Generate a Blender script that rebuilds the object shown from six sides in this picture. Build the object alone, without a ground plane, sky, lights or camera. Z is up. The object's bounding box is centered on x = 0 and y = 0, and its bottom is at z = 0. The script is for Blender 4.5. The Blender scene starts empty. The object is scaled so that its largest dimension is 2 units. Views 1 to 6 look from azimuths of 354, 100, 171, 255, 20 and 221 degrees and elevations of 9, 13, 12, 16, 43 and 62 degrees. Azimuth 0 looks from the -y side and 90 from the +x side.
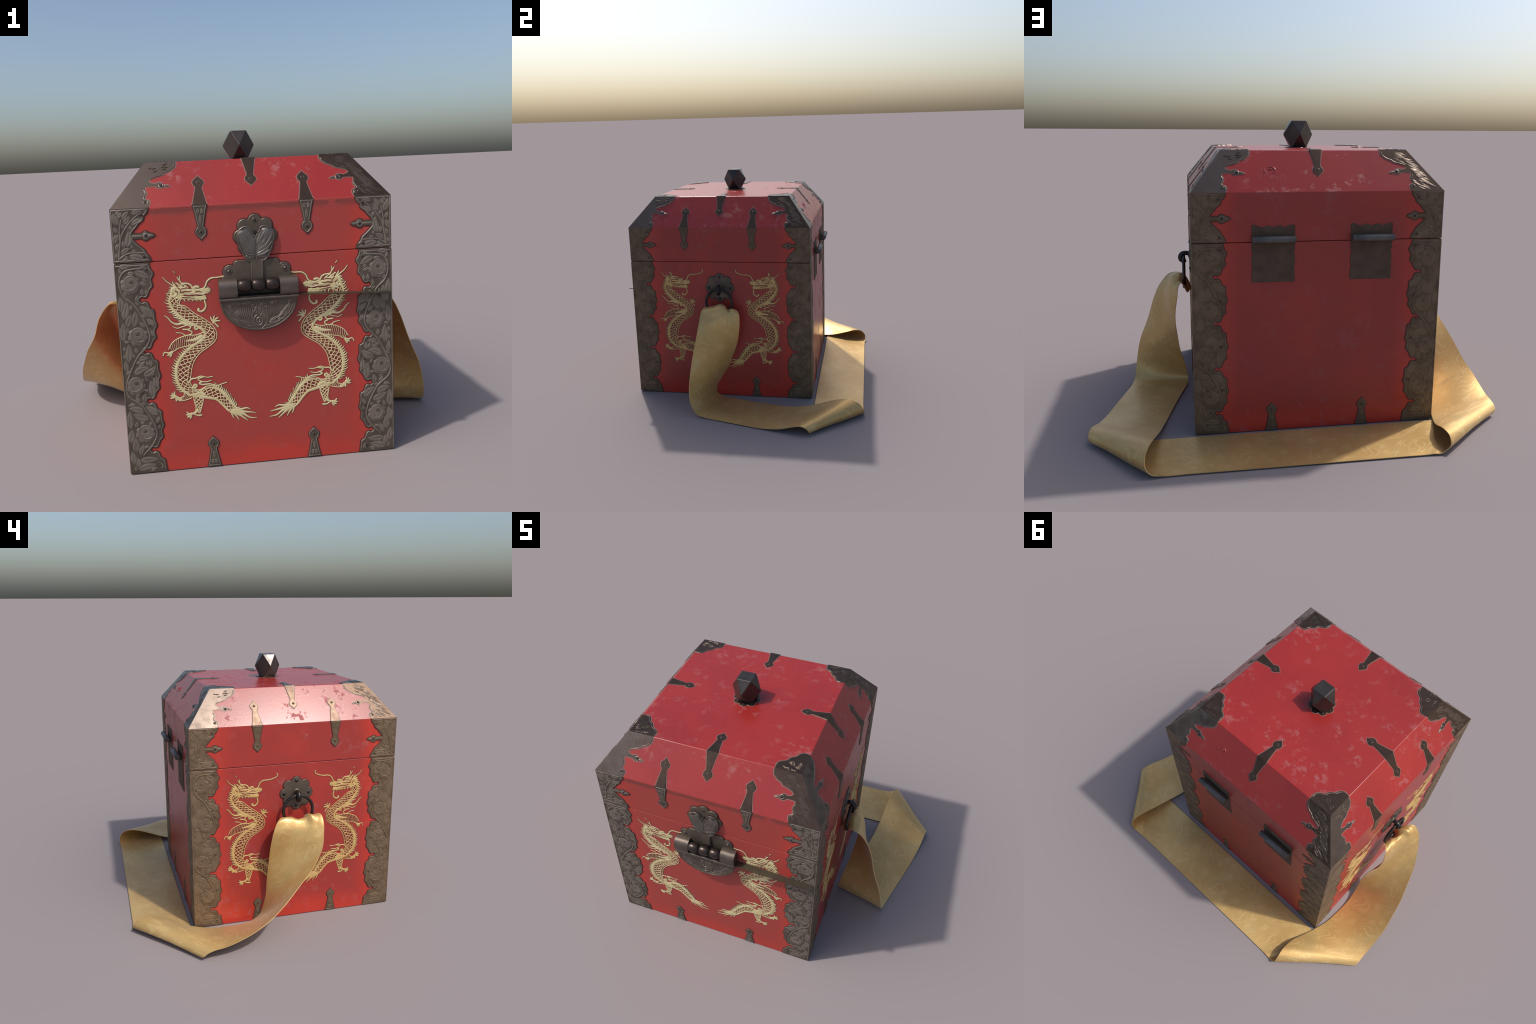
# A red lacquered chest with a chamfered lid, engraved corner plates, gold dragons,
# a barrel lock, ring handles and a golden brocade sash.  Metres, z up.
import bpy, math, random
from mathutils import Vector, Matrix
from math import sin, cos, pi, radians, hypot, atan2

random.seed(7)

# ------------------------------------------------------------------ dimensions
X0, X1 = -0.655, 0.512            # left / right wall
Y0, Y1 = -0.730, 0.447            # front / back wall
CX, CY = (X0 + X1) / 2, (Y0 + Y1) / 2
ZSEAM, ZEAVE, ZTOP = 0.922, 1.146, 1.327
INS = 0.142                       # how far the lid top is set in from the walls
HX, HY = (X1 - X0) / 2, (Y1 - Y0) / 2
SLOPE = hypot(INS, ZTOP - ZEAVE)  # length of a chamfer up its slope
PLATE = 0.0028                    # thickness of the sheet metal fittings

# ------------------------------------------------------------------ mesh builder
class Mesh:
    """Collects vertices and faces, each face with a material slot and a smooth flag."""
    def __init__(self):
        self.v, self.f, self.m, self.s = [], [], [], []

    def add(self, verts, faces, mat=0, smooth=False):
        o = len(self.v)
        self.v += [tuple(p) for p in verts]
        self.f += [tuple(i + o for i in f) for f in faces]
        self.m += [mat] * len(faces)
        self.s += [smooth] * len(faces)

    def data(self, name, mats):
        me = bpy.data.meshes.new(name)
        me.from_pydata(self.v, [], self.f)
        for m in mats:
            me.materials.append(m)
        me.polygons.foreach_set("material_index", self.m)
        me.polygons.foreach_set("use_smooth", self.s)
        me.validate()
        me.update()
        return me


ROOT = None


def put(name, me, parent=None, matrix=None):
    ob = bpy.data.objects.new(name, me)
    bpy.context.scene.collection.objects.link(ob)
    world = matrix if matrix is not None else Matrix.Identity(4)
    ob["_w"] = 0
    if parent is not None:
        ob.parent = parent
        ob.matrix_parent_inverse = WORLD[parent.name].inverted()
    ob.matrix_basis = world
    del ob["_w"]
    WORLD[ob.name] = world.copy()
    return ob


WORLD = {}


def frame(origin, right, up):
    r, u = Vector(right).normalized(), Vector(up).normalized()
    n = r.cross(u)
    m = Matrix((r, u, n)).transposed().to_4x4()
    m.translation = Vector(origin)
    return m


MIRROR = Matrix.Diagonal((-1, 1, 1, 1))
# wall frames: origin at the foot of the middle of each wall, x to the viewer's right, y up, z outward
WALL = {
    "front": frame((CX, Y0, 0), (1, 0, 0), (0, 0, 1)),
    "back": frame((CX, Y1, 0), (-1, 0, 0), (0, 0, 1)),
    "left": frame((X0, CY, 0), (0, -1, 0), (0, 0, 1)),
    "right": frame((X1, CY, 0), (0, 1, 0), (0, 0, 1)),
}
RISE = ZTOP - ZEAVE
CHAMFER = {
    "front": frame((CX, Y0, ZEAVE), (1, 0, 0), (0, INS, RISE)),
    "back": frame((CX, Y1, ZEAVE), (-1, 0, 0), (0, -INS, RISE)),
    "left": frame((X0, CY, ZEAVE), (0, -1, 0), (INS, 0, RISE)),
    "right": frame((X1, CY, ZEAVE), (0, 1, 0), (-INS, 0, RISE)),
}
HALF = {"front": HX, "back": HX, "left": HY, "right": HY}
FACES = ("front", "right", "back", "left")

# ------------------------------------------------------------------ drawing tools
def spline(pts, n=6, closed=False):
    """Catmull-Rom through the points, n pieces per span."""
    P = [Vector(p) for p in pts]
    if len(P) < 3:
        return [P[0].lerp(P[-1], i / n) for i in range(n + 1)]
    k = len(P)
    out = []
    for i in range(k if closed else k - 1):
        p1, p2 = P[i], P[(i + 1) % k]
        p0 = P[i - 1] if (closed or i) else p1 * 2 - p2
        p3 = P[(i + 2) % k] if (closed or i + 2 < k) else p2 * 2 - p1
        for j in range(n):
            t = j / n
            out.append(0.5 * ((2 * p1) + (p2 - p0) * t + (2 * p0 - 5 * p1 + 4 * p2 - p3) * t * t
                              + (3 * p1 - p0 - 3 * p2 + p3) * t ** 3))
    if not closed:
        out.append(P[-1].copy())
    return out


ROUND = [(-1, 0), (-0.72, 0.72), (0, 1), (0.72, 0.72), (1, 0)]
FLAT = [(-1, 0), (-0.8, 1), (0.8, 1), (1, 0)]
LEAF = [(-1, 0), (-0.8, 0.85), (-0.4, 1), (-0.10, 0.75), (0, 0.15), (0.10, 0.75), (0.4, 1), (0.8, 0.85), (1, 0)]


def ribbon(mb, pts, widths, z, h, mat=0, section=ROUND, closed=False, caps=True):
    """A raised stroke in the local plane: pts 2D, widths = half widths along it."""
    P = [Vector((p[0], p[1])) for p in pts]
    n = len(P)
    W = list(widths) if hasattr(widths, "__len__") else [widths] * n
    if len(W) != n:
        W = [W[0] + (W[-1] - W[0]) * i / (n - 1) for i in range(n)]
    T = []
    for i in range(n):
        a = P[i - 1] if (i or closed) else P[0]
        b = P[(i + 1) % n] if (i < n - 1 or closed) else P[-1]
        d = b - a
        T.append(d.normalized() if d.length > 1e-9 else Vector((1, 0)))
    if caps and not closed:       # round the blunt ends
        for end in (0, 1):
            i = -1 if end else 0
            w, p, t = W[i], P[i].copy(), T[i].copy() * (1 if end else -1)
            for a in (0.5, 0.87, 1.0):
                q = (p + t * w * a, w * math.sqrt(max(0.0, 1 - a * a)) + 1e-5, T[i].copy())
                if end:
                    P.append(q[0]); W.append(q[1]); T.append(q[2])
                else:
                    P.insert(0, q[0]); W.insert(0, q[1]); T.insert(0, q[2])
                    i = 0 if False else i
        n = len(P)
    k = len(section)
    wmax = max(W) or 1
    verts = []
    for p, w, t in zip(P, W, T):
        s = Vector((t.y, -t.x))
        hh = h * min(1.0, 0.35 + 0.65 * w / wmax)
        for a, b in section:
            q = p + s * (w * a)
            verts.append((q.x, q.y, z + hh * b))
    faces = []
    for i in range(n if closed else n - 1):
        j = (i + 1) % n
        for c in range(k - 1):
            faces.append((i * k + c, i * k + c + 1, j * k + c + 1, j * k + c))
    mb.add(verts, faces, mat, True)


def lens(n, w, power=0.8):
    return [max(1e-4, w * sin(pi * min(1, i / (n - 1))) ** power) for i in range(n)]


def leaf(mb, p0, p1, w, bend, z, h, mat=0, xlim=None, n=9):
    p0, p1 = Vector(p0), Vector(p1)
    d = p1 - p0
    mid = p0 + d * 0.5 + Vector((-d.y, d.x)) * bend
    pts = []
    for i in range(n):
        t = i / (n - 1)
        q = p0 * (1 - t) ** 2 + mid * 2 * t * (1 - t) + p1 * t * t
        if xlim:
            q.x = min(max(q.x, xlim[0]), xlim[1])
        pts.append(q)
    W = [max(1e-4, w * (sin(pi * (i / (n - 1)) ** 0.75)) ** 0.9) for i in range(n)]
    ribbon(mb, pts, W, z, h, mat, LEAF, caps=False)


def area(P):
    return sum(P[i - 1][0] * P[i][1] - P[i][0] * P[i - 1][1] for i in range(len(P))) / 2


def offset(P, D):
    """Shift edge i (from point i to i+1) outward by D[i]; P runs counter-clockwise."""
    n, out = len(P), []
    for i in range(n):
        a, b, c = Vector(P[i - 1]), Vector(P[i]), Vector(P[(i + 1) % n])
        d1, d2 = (b - a).normalized(), (c - b).normalized()
        n1, n2 = Vector((d1.y, -d1.x)), Vector((d2.y, -d2.x))
        s1, s2 = D[i - 1], D[i]
        det = n1.x * n2.y - n1.y * n2.x
        if abs(det) > 0.35:
            q = Vector(((s1 * n2.y - s2 * n1.y) / det, (n1.x * s2 - n2.x * s1) / det))
            lim = 2.5 * max(abs(s1), abs(s2), 1e-6)
            if q.length > lim:
                q *= lim / q.length
        else:
            m = n1 + n2
            q = (m.normalized() if m.length > 1e-6 else n1) * ((s1 + s2) / 2)
        out.append((b.x + q.x, b.y + q.y))
    return out


def plate(mb, P, h, bevel=0.0018, mitre=None, mat=0, z0=0.0):
    """Sheet cut to the outline P, h thick, with a chamfered top edge.
    mitre: {edge index: k}; such an edge has no side wall and leans out by k*h to meet its neighbour."""
    mitre = mitre or {}
    if area(P) < 0:
        n = len(P)
        P = P[::-1]
        mitre = {(n - 2 - i) % n: k for i, k in mitre.items()}
    n = len(P)
    mid = offset(P, [mitre.get(i, 0) * (h - bevel) for i in range(n)])
    top = offset(P, [mitre[i] * h if i in mitre else -bevel for i in range(n)])
    V = [(x, y, z0) for x, y in P] + [(x, y, z0 + h - bevel) for x, y in mid] + [(x, y, z0 + h) for x, y in top]
    F = []
    for i in range(n):
        j = (i + 1) % n
        if i not in mitre:
            F.append((i, j, n + j, n + i))
        F.append((n + i, n + j, 2 * n + j, 2 * n + i))
    F.append(tuple(range(2 * n, 3 * n)))
    mb.add(V, F, mat)


def backing(mb, P, grow, mat, z=0.0011, low=None, high=None):
    """A thin layer a little larger than the fitting; in dark it draws baked contact shade."""
    if area(P) < 0:
        P = P[::-1]
    Q = offset(P, [grow] * len(P))
    if low is not None:
        Q = [(x, max(y, low)) for x, y in Q]
    if high is not None:
        Q = [(x, min(y, high)) for x, y in Q]
    n = len(Q)
    mb.add([(x, y, 0) for x, y in Q] + [(x, y, z) for x, y in Q],
           [(i, (i + 1) % n, n + (i + 1) % n, n + i) for i in range(n)] + [tuple(range(n, 2 * n))], mat)


def dome(mb, c, r, z, h, mat=0, seg=14, rings=4, smooth=True):
    V, F = [], []
    for j in range(rings):
        a = j / rings * pi / 2
        for i in range(seg):
            t = 2 * pi * i / seg
            V.append((c[0] + r * cos(a) * cos(t), c[1] + r * cos(a) * sin(t), z + h * sin(a)))
    V.append((c[0], c[1], z + h))
    for j in range(rings - 1):
        for i in range(seg):
            k = (i + 1) % seg
            F.append((j * seg + i, j * seg + k, (j + 1) * seg + k, (j + 1) * seg + i))
    j = rings - 1
    F += [(j * seg + i, j * seg + (i + 1) % seg, rings * seg) for i in range(seg)]
    mb.add(V, F, mat, smooth)


def rivet(mb, c, z, r=0.006, mat=0, ring_mat=0):
    pts = [(c[0] + r * 1.15 * cos(t), c[1] + r * 1.15 * sin(t)) for t in [2 * pi * i / 14 for i in range(14)]]
    ribbon(mb, pts, r * 0.4, z, 0.0012, ring_mat, closed=True)
    dome(mb, c, r * 0.8, z, r * 0.55, mat, 10, 3)


def tube(mb, pts, r, mat=0, seg=12, closed=False, caps=True):
    P = [Vector(p) for p in pts]
    n = len(P)
    R = list(r) if hasattr(r, "__len__") else [r] * n
    T = [((P[(i + 1) % n] if (closed or i < n - 1) else P[i]) - (P[i - 1] if (closed or i) else P[0])).normalized() for i in range(n)]
    ref = Vector((0, 0, 1)) if abs(T[0].z) < 0.9 else Vector((1, 0, 0))
    u = T[0].cross(ref).normalized()
    V, F = [], []
    for i in range(n):
        u = (u - T[i] * u.dot(T[i])).normalized()
        w = T[i].cross(u)
        for j in range(seg):
            a = 2 * pi * j / seg
            V.append(P[i] + (u * cos(a) + w * sin(a)) * R[i])
    for i in range(n if closed else n - 1):
        k = (i + 1) % n
        for j in range(seg):
            l = (j + 1) % seg
            F.append((i * seg + j, i * seg + l, k * seg + l, k * seg + j))
    mb.add(V, F, mat, True)
    if caps and not closed:
        mb.add(V[:seg], [tuple(range(seg))[::-1]], mat)
        mb.add(V[-seg:], [tuple(range(seg))], mat)


def extrude_x(mb, prof, xa, xb, mat=0, smooth=False):
    """Profile in (y up, z out) swept from xa to xb."""
    n = len(prof)
    V = [(xa, y, z) for y, z in prof] + [(xb, y, z) for y, z in prof]
    F = [(i, (i + 1) % n, n + (i + 1) % n, n + i) for i in range(n)]
    mb.add(V, F, mat, smooth)
    mb.add(V, [tuple(range(n))[::-1], tuple(range(n, 2 * n))], mat)


# ------------------------------------------------------------------ materials
class Nodes:
    def __init__(self, name):
        self.mat = bpy.data.materials.new(name)
        self.mat.use_nodes = True
        self.nt = self.mat.node_tree
        self.bsdf = self.nt.nodes["Principled BSDF"]
        self.co = self.nt.nodes.new("ShaderNodeTexCoord").outputs["Object"]

    def node(self, kind, **kw):
        n = self.nt.nodes.new(kind)
        for k, v in kw.items():
            setattr(n, k, v)
        return n

    def link(self, a, b):
        if isinstance(a, (int, float)):
            b.default_value = a
        elif isinstance(a, (tuple, list)):
            b.default_value = tuple(a) + ((1,) if len(a) == 3 and len(b.default_value) == 4 else ())
        else:
            self.nt.links.new(a, b)

    def noise(self, scale, detail=4, rough=0.55, stretch=None, distort=0.0, shift=0.0):
        n = self.node("ShaderNodeTexNoise")
        n.inputs["Scale"].default_value = scale
        n.inputs["Detail"].default_value = detail
        n.inputs["Roughness"].default_value = rough
        n.inputs["Distortion"].default_value = distort
        m = self.node("ShaderNodeMapping")
        m.inputs["Scale"].default_value = stretch or (1, 1, 1)
        m.inputs["Location"].default_value = (shift, shift * 0.7, shift * 1.3)
        self.link(self.co, m.inputs["Vector"])
        self.link(m.outputs["Vector"], n.inputs["Vector"])
        return n.outputs["Fac"]

    def step(self, x, lo, hi):
        n = self.node("ShaderNodeMapRange", interpolation_type="SMOOTHSTEP")
        self.link(x, n.inputs["Value"])
        n.inputs["From Min"].default_value = lo
        n.inputs["From Max"].default_value = hi
        return n.outputs["Result"]

    def math(self, op, a, b=0.0):
        n = self.node("ShaderNodeMath", operation=op)
        self.link(a, n.inputs[0])
        self.link(b, n.inputs[1])
        return n.outputs[0]

    def mix(self, fac, a, b):
        n = self.node("ShaderNodeMix", data_type="RGBA")
        self.link(fac, n.inputs[0])
        self.link(a, n.inputs[6])
        self.link(b, n.inputs[7])
        return n.outputs[2]

    def lerp(self, fac, a, b):
        n = self.node("ShaderNodeMix", data_type="FLOAT")
        self.link(fac, n.inputs[0])
        self.link(a, n.inputs[2])
        self.link(b, n.inputs[3])
        return n.outputs[0]

    def bump(self, height, strength=0.3, distance=0.002):
        n = self.node("ShaderNodeBump")
        n.inputs["Strength"].default_value = strength
        n.inputs["Distance"].default_value = distance
        self.link(height, n.inputs["Height"])
        self.link(n.outputs["Normal"], self.bsdf.inputs["Normal"])

    def xyz(self):
        n = self.node("ShaderNodeSeparateXYZ")
        self.link(self.co, n.inputs[0])
        return n.outputs

    def set(self, color=None, rough=None, metal=None, **kw):
        if color is not None:
            self.link(color, self.bsdf.inputs["Base Color"])
        if rough is not None:
            self.link(rough, self.bsdf.inputs["Roughness"])
        if metal is not None:
            self.link(metal, self.bsdf.inputs["Metallic"])
        for k, v in kw.items():
            self.link(v, self.bsdf.inputs[k.replace("_", " ")])
        return self.mat


def lacquer(name, lid):
    N = Nodes(name)
    x, y, z = N.xyz()
    cloud = N.step(N.noise(2.6, 5, 0.6), 0.35, 0.68)
    fleck = N.step(N.noise(19, 9, 0.72, shift=3), 0.53, 0.61)
    region = N.step(N.noise(5.0, 4, 0.55, shift=9), 0.45, 0.60)
    worn = N.math("MULTIPLY", fleck, region)
    if lid:
        base = N.mix(cloud, (0.255, 0.020, 0.019), (0.30, 0.023, 0.019))
        color = N.mix(N.math("MULTIPLY", worn, 0.42), base, (0.30, 0.11, 0.11))
        rough = N.lerp(worn, 0.26, 0.62)
    else:
        # fresher red where fittings kept the dust away, duller brownish red in the middle of the walls
        ax = N.math("ABSOLUTE", N.math("SUBTRACT", x, CX))
        ay = N.math("ABSOLUTE", N.math("SUBTRACT", y, CY))
        side = N.step(N.math("MINIMUM", ax, ay), 0.35, 0.47)
        low = N.step(z, 0.16, 0.02)
        fresh = N.math("MAXIMUM", side, low)
        blot = N.step(N.noise(5.0, 4, 0.55, shift=5), 0.45, 0.70)
        fresh = N.math("MINIMUM", N.math("ADD", N.math("MULTIPLY", fresh, 0.8), N.math("MULTIPLY", blot, 0.35)), 1.0)
        base = N.mix(fresh, (0.30, 0.032, 0.026), (0.45, 0.036, 0.022))
        color = N.mix(N.math("MULTIPLY", worn, 0.24), base, (0.30, 0.12, 0.12))
        # the front wall: lighter red, more matt
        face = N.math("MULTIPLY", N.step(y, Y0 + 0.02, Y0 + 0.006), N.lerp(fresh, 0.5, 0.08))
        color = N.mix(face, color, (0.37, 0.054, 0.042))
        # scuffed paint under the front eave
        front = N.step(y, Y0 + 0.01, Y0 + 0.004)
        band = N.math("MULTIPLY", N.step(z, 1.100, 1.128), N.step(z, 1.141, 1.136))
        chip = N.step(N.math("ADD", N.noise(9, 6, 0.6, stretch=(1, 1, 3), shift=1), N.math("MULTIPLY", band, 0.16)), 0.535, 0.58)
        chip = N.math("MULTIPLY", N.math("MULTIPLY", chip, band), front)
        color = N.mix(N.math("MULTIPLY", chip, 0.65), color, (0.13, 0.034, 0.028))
        rough = N.lerp(N.math("MAXIMUM", worn, N.math("MULTIPLY", front, 0.6)), 0.36, 0.6)
        worn = N.math("ADD", worn, N.math("MULTIPLY", chip, -1.2))
    N.bump(N.math("ADD", N.math("MULTIPLY", worn, 0.6), N.math("MULTIPLY", N.noise(60, 3), 0.25)), 0.25, 0.0015)
    return N.set(color, rough, 0.0)


def metal(name, dark, light, rough=0.42, metallic=0.75, scale=18, bump=0.2, spec=0.5):
    N = Nodes(name)
    t = N.step(N.noise(scale, 6, 0.62), 0.32, 0.68)
    s = N.noise(scale * 4, 3, 0.6, stretch=(1, 1, 1), shift=2)
    N.bump(s, bump, 0.001)
    return N.set(N.mix(t, dark, light), N.lerp(t, rough + 0.10, rough - 0.05), metallic, Specular_IOR_Level=spec)


M_LID = lacquer("lid_lacquer", True)
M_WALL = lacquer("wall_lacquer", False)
M_CORE = Nodes("dark_gap").set((0.02, 0.008, 0.007), 0.8)
M_CONTOUR = Nodes("dark_contour").set((0.075, 0.014, 0.011), 0.55)  # occlusion line round the fittings, laid down as dark colour; also outlines dragons
M_WORN = Nodes("worn_edge").set((0.24, 0.13, 0.11), 0.4, 0.1)
M_SKINBED = Nodes("dark_red_ground").set((0.15, 0.020, 0.016), 0.5)
M_BRASS = metal("grey_brown_metal", (0.060, 0.046, 0.033), (0.100, 0.077, 0.056), 0.54, 0.2)  # front fittings: darker and greyer than the brown set on the other walls
M_RELIEF = metal("pale_relief_metal", (0.132, 0.108, 0.085), (0.185, 0.154, 0.124), 0.48, 0.25)
M_RIM = metal("worn_rim", (0.17, 0.143, 0.118), (0.25, 0.215, 0.182), 0.40, 0.5)
M_DARK = metal("dark_bronze", (0.056, 0.035, 0.025), (0.096, 0.062, 0.043), 0.27, 0.75, 14, 0.15)
M_SCRAPE = metal("scraped_bronze", (0.080, 0.057, 0.043), (0.125, 0.093, 0.072), 0.30, 0.75)
M_EDGE = metal("bright_bronze", (0.13, 0.10, 0.08), (0.19, 0.15, 0.125), 0.30, 0.75)
M_BRASS2 = metal("brown_metal", (0.098, 0.064, 0.037), (0.150, 0.101, 0.060), 0.55, 0.15, 12, 0.2, 0.3)
M_RELIEF2 = metal("brown_relief", (0.128, 0.086, 0.051), (0.182, 0.126, 0.078), 0.50, 0.2, 12, 0.2, 0.35)
M_RIM2 = metal("brown_rim", (0.125, 0.085, 0.058), (0.17, 0.12, 0.085), 0.45, 0.3, 12, 0.2, 0.4)
M_SMOOTH = metal("smooth_bronze", (0.088, 0.066, 0.054), (0.135, 0.105, 0.088), 0.29, 0.75, 12, 0.1)
M_LOCK = metal("lock_steel", (0.095, 0.075, 0.062), (0.14, 0.113, 0.095), 0.44, 0.65, 10, 0.1)
M_LOCKDARK = metal("lock_plate", (0.088, 0.067, 0.051), (0.130, 0.102, 0.079), 0.45, 0.5, 12, 0.1)
M_IRON = metal("black_iron", (0.028, 0.025, 0.024), (0.05, 0.045, 0.042), 0.30, 0.7, 20, 0.1)
M_BEAD = metal("bead_bronze", (0.040, 0.029, 0.025), (0.065, 0.049, 0.042), 0.27, 0.7, 16, 0.05)
M_KNOB = metal("knob_iron", (0.045, 0.038, 0.035), (0.075, 0.064, 0.058), 0.28, 0.6, 16, 0.1)
M_HINGE = metal("hinge_sheet", (0.090, 0.061, 0.043), (0.118, 0.081, 0.058), 0.8, 0.0, 16, 0.3, 0.12)
M_PIN = metal("hinge_pin", (0.085, 0.081, 0.079), (0.125, 0.12, 0.118), 0.5, 0.4)
M_GOLD = metal("dragon_gold", (0.57, 0.475, 0.235), (0.67, 0.585, 0.33), 0.5, 0.12, 25, 0.1)  # front gold paled for grazing sun and sky light; side dragons keep deeper gold
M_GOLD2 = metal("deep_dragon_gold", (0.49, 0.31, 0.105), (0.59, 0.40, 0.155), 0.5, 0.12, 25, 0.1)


def silk(name, a, b, c, rough, metallic):
    N = Nodes(name)
    t = N.step(N.noise(3.2, 4, 0.55), 0.35, 0.65)
    g = N.step(N.noise(6.0, 5, 0.6, shift=4), 0.55, 0.75)
    col = N.mix(N.math("MULTIPLY", g, 0.45), N.mix(t, a, b), c)
    N.bump(N.noise(320, 2), 0.12, 0.0006)
    return N.set(col, rough, metallic, Sheen_Weight=0.15, Sheen_Roughness=0.4)


M_SILK = silk("gold_silk", (0.535, 0.335, 0.118), (0.64, 0.42, 0.16), (0.48, 0.40, 0.19), 0.40, 0.42)
M_DAMASK = silk("damask_thread", (0.585, 0.395, 0.152), (0.69, 0.49, 0.203), (0.58, 0.485, 0.228), 0.41, 0.38)
M_HEM = silk("silk_hem", (0.62, 0.42, 0.16), (0.68, 0.48, 0.2), (0.6, 0.5, 0.25), 0.4, 0.4)

# ------------------------------------------------------------------ the thing
ROOT = bpy.data.objects.new("lacquered_chest", None)
bpy.context.scene.collection.objects.link(ROOT)
ROOT.location = (CX, CY, 0)
WORLD[ROOT.name] = Matrix.Translation((CX, CY, 0))
ROOT["label"] = "red lacquered chest with gold dragons, dark fittings and golden sash"
ROOT["category"] = "chest"


def bevelled(ob, width, seg=3):
    m = ob.modifiers.new("Bevel", "BEVEL")
    m.width, m.segments, m.limit_method, m.angle_limit = width, seg, "ANGLE", radians(25)
    m.harden_normals = True
    for p in ob.data.polygons:
        p.use_smooth = True


def box(mb, lo, hi, mat=0):
    (a, b, c), (d, e, f) = lo, hi
    V = [(a, b, c), (d, b, c), (d, e, c), (a, e, c), (a, b, f), (d, b, f), (d, e, f), (a, e, f)]
    mb.add(V, [(0, 3, 2, 1), (4, 5, 6, 7), (0, 1, 5, 4), (1, 2, 6, 5), (2, 3, 7, 6), (3, 0, 4, 7)], mat)


mb = Mesh()
box(mb, (X0, Y0, 0), (X1, Y1, ZSEAM - 0.0012))
BODY = put("body", mb.data("body", [M_WALL]), ROOT)
bevelled(BODY, 0.0016, 2)
mb = Mesh()
box(mb, (X0 + 0.012, Y0 + 0.012, ZSEAM - 0.02), (X1 - 0.012, Y1 - 0.012, ZSEAM + 0.02))
put("seam_lining", mb.data("seam_lining", [M_CORE]), BODY)

mb = Mesh()
rings = [(0, ZSEAM + 0.0012), (0, ZEAVE), (INS, ZTOP)]
V = [p for i, z in rings for p in ((X0 + i, Y0 + i, z), (X1 - i, Y0 + i, z), (X1 - i, Y1 - i, z), (X0 + i, Y1 - i, z))]
mb.add(V, [(3, 2, 1, 0)] + [(j * 4 + i, j * 4 + (i + 1) % 4, j * 4 + 4 + (i + 1) % 4, j * 4 + 4 + i) for j in (0,) for i in range(4)], 0)
mb.add(V, [(4 + i, 4 + (i + 1) % 4, 8 + (i + 1) % 4, 8 + i) for i in range(4)] + [(8, 9, 10, 11)], 1)
me = mb.data("lid", [M_WALL, M_LID])
import bmesh
bm = bmesh.new()
bm.from_mesh(me)
bmesh.ops.remove_doubles(bm, verts=bm.verts, dist=1e-5)
bm.to_mesh(me)
bm.free()
LID = put("lid", me, ROOT)
bevelled(LID, 0.003)

# ------------------------------------------------------------------ corner plates of the body
def fill_leaves(mb, region, taken, flow, z, sizes, seed, tries=900):
    """Packs leaves into what is left of a region: big ones first, each along the flow of the ornament."""
    from mathutils.geometry import intersect_point_tri_2d
    rnd = random.Random(seed)
    xs, ys = [p[0] for p in region], [p[1] for p in region]

    def inside(p):
        c, n = False, len(region)
        for i in range(n):
            (x1, y1), (x2, y2) = region[i - 1], region[i]
            if (y1 > p.y) != (y2 > p.y) and p.x < (x2 - x1) * (p.y - y1) / (y2 - y1) + x1:
                c = not c
        return c

    for length, w in sizes:
        for _ in range(tries):
            p = Vector((rnd.uniform(min(xs), max(xs)), rnd.uniform(min(ys), max(ys))))
            a = flow(p) + rnd.choice((-1, 1)) * rnd.uniform(0.35, 0.95)
            d = Vector((cos(a), sin(a))) * length * rnd.uniform(0.85, 1.1)
            bend = rnd.uniform(-0.22, 0.22)
            side = Vector((-d.y, d.x)) * bend
            ring = [(p + d * t + side * 2 * t * (1 - t), w * max(0.25, sin(pi * t ** 0.75))) for t in (0.04, 0.2, 0.4, 0.6, 0.8, 0.96)]
            if not all(inside(c) for c, r in ring):
                continue
            if any((c - c2).length < (r + r2) * 0.82 for c, r in ring for c2, r2 in taken):
                continue
            taken += ring
            leaf(mb, p, p + d, w, bend, z, 0.0015, 1, None, 10)


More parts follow.
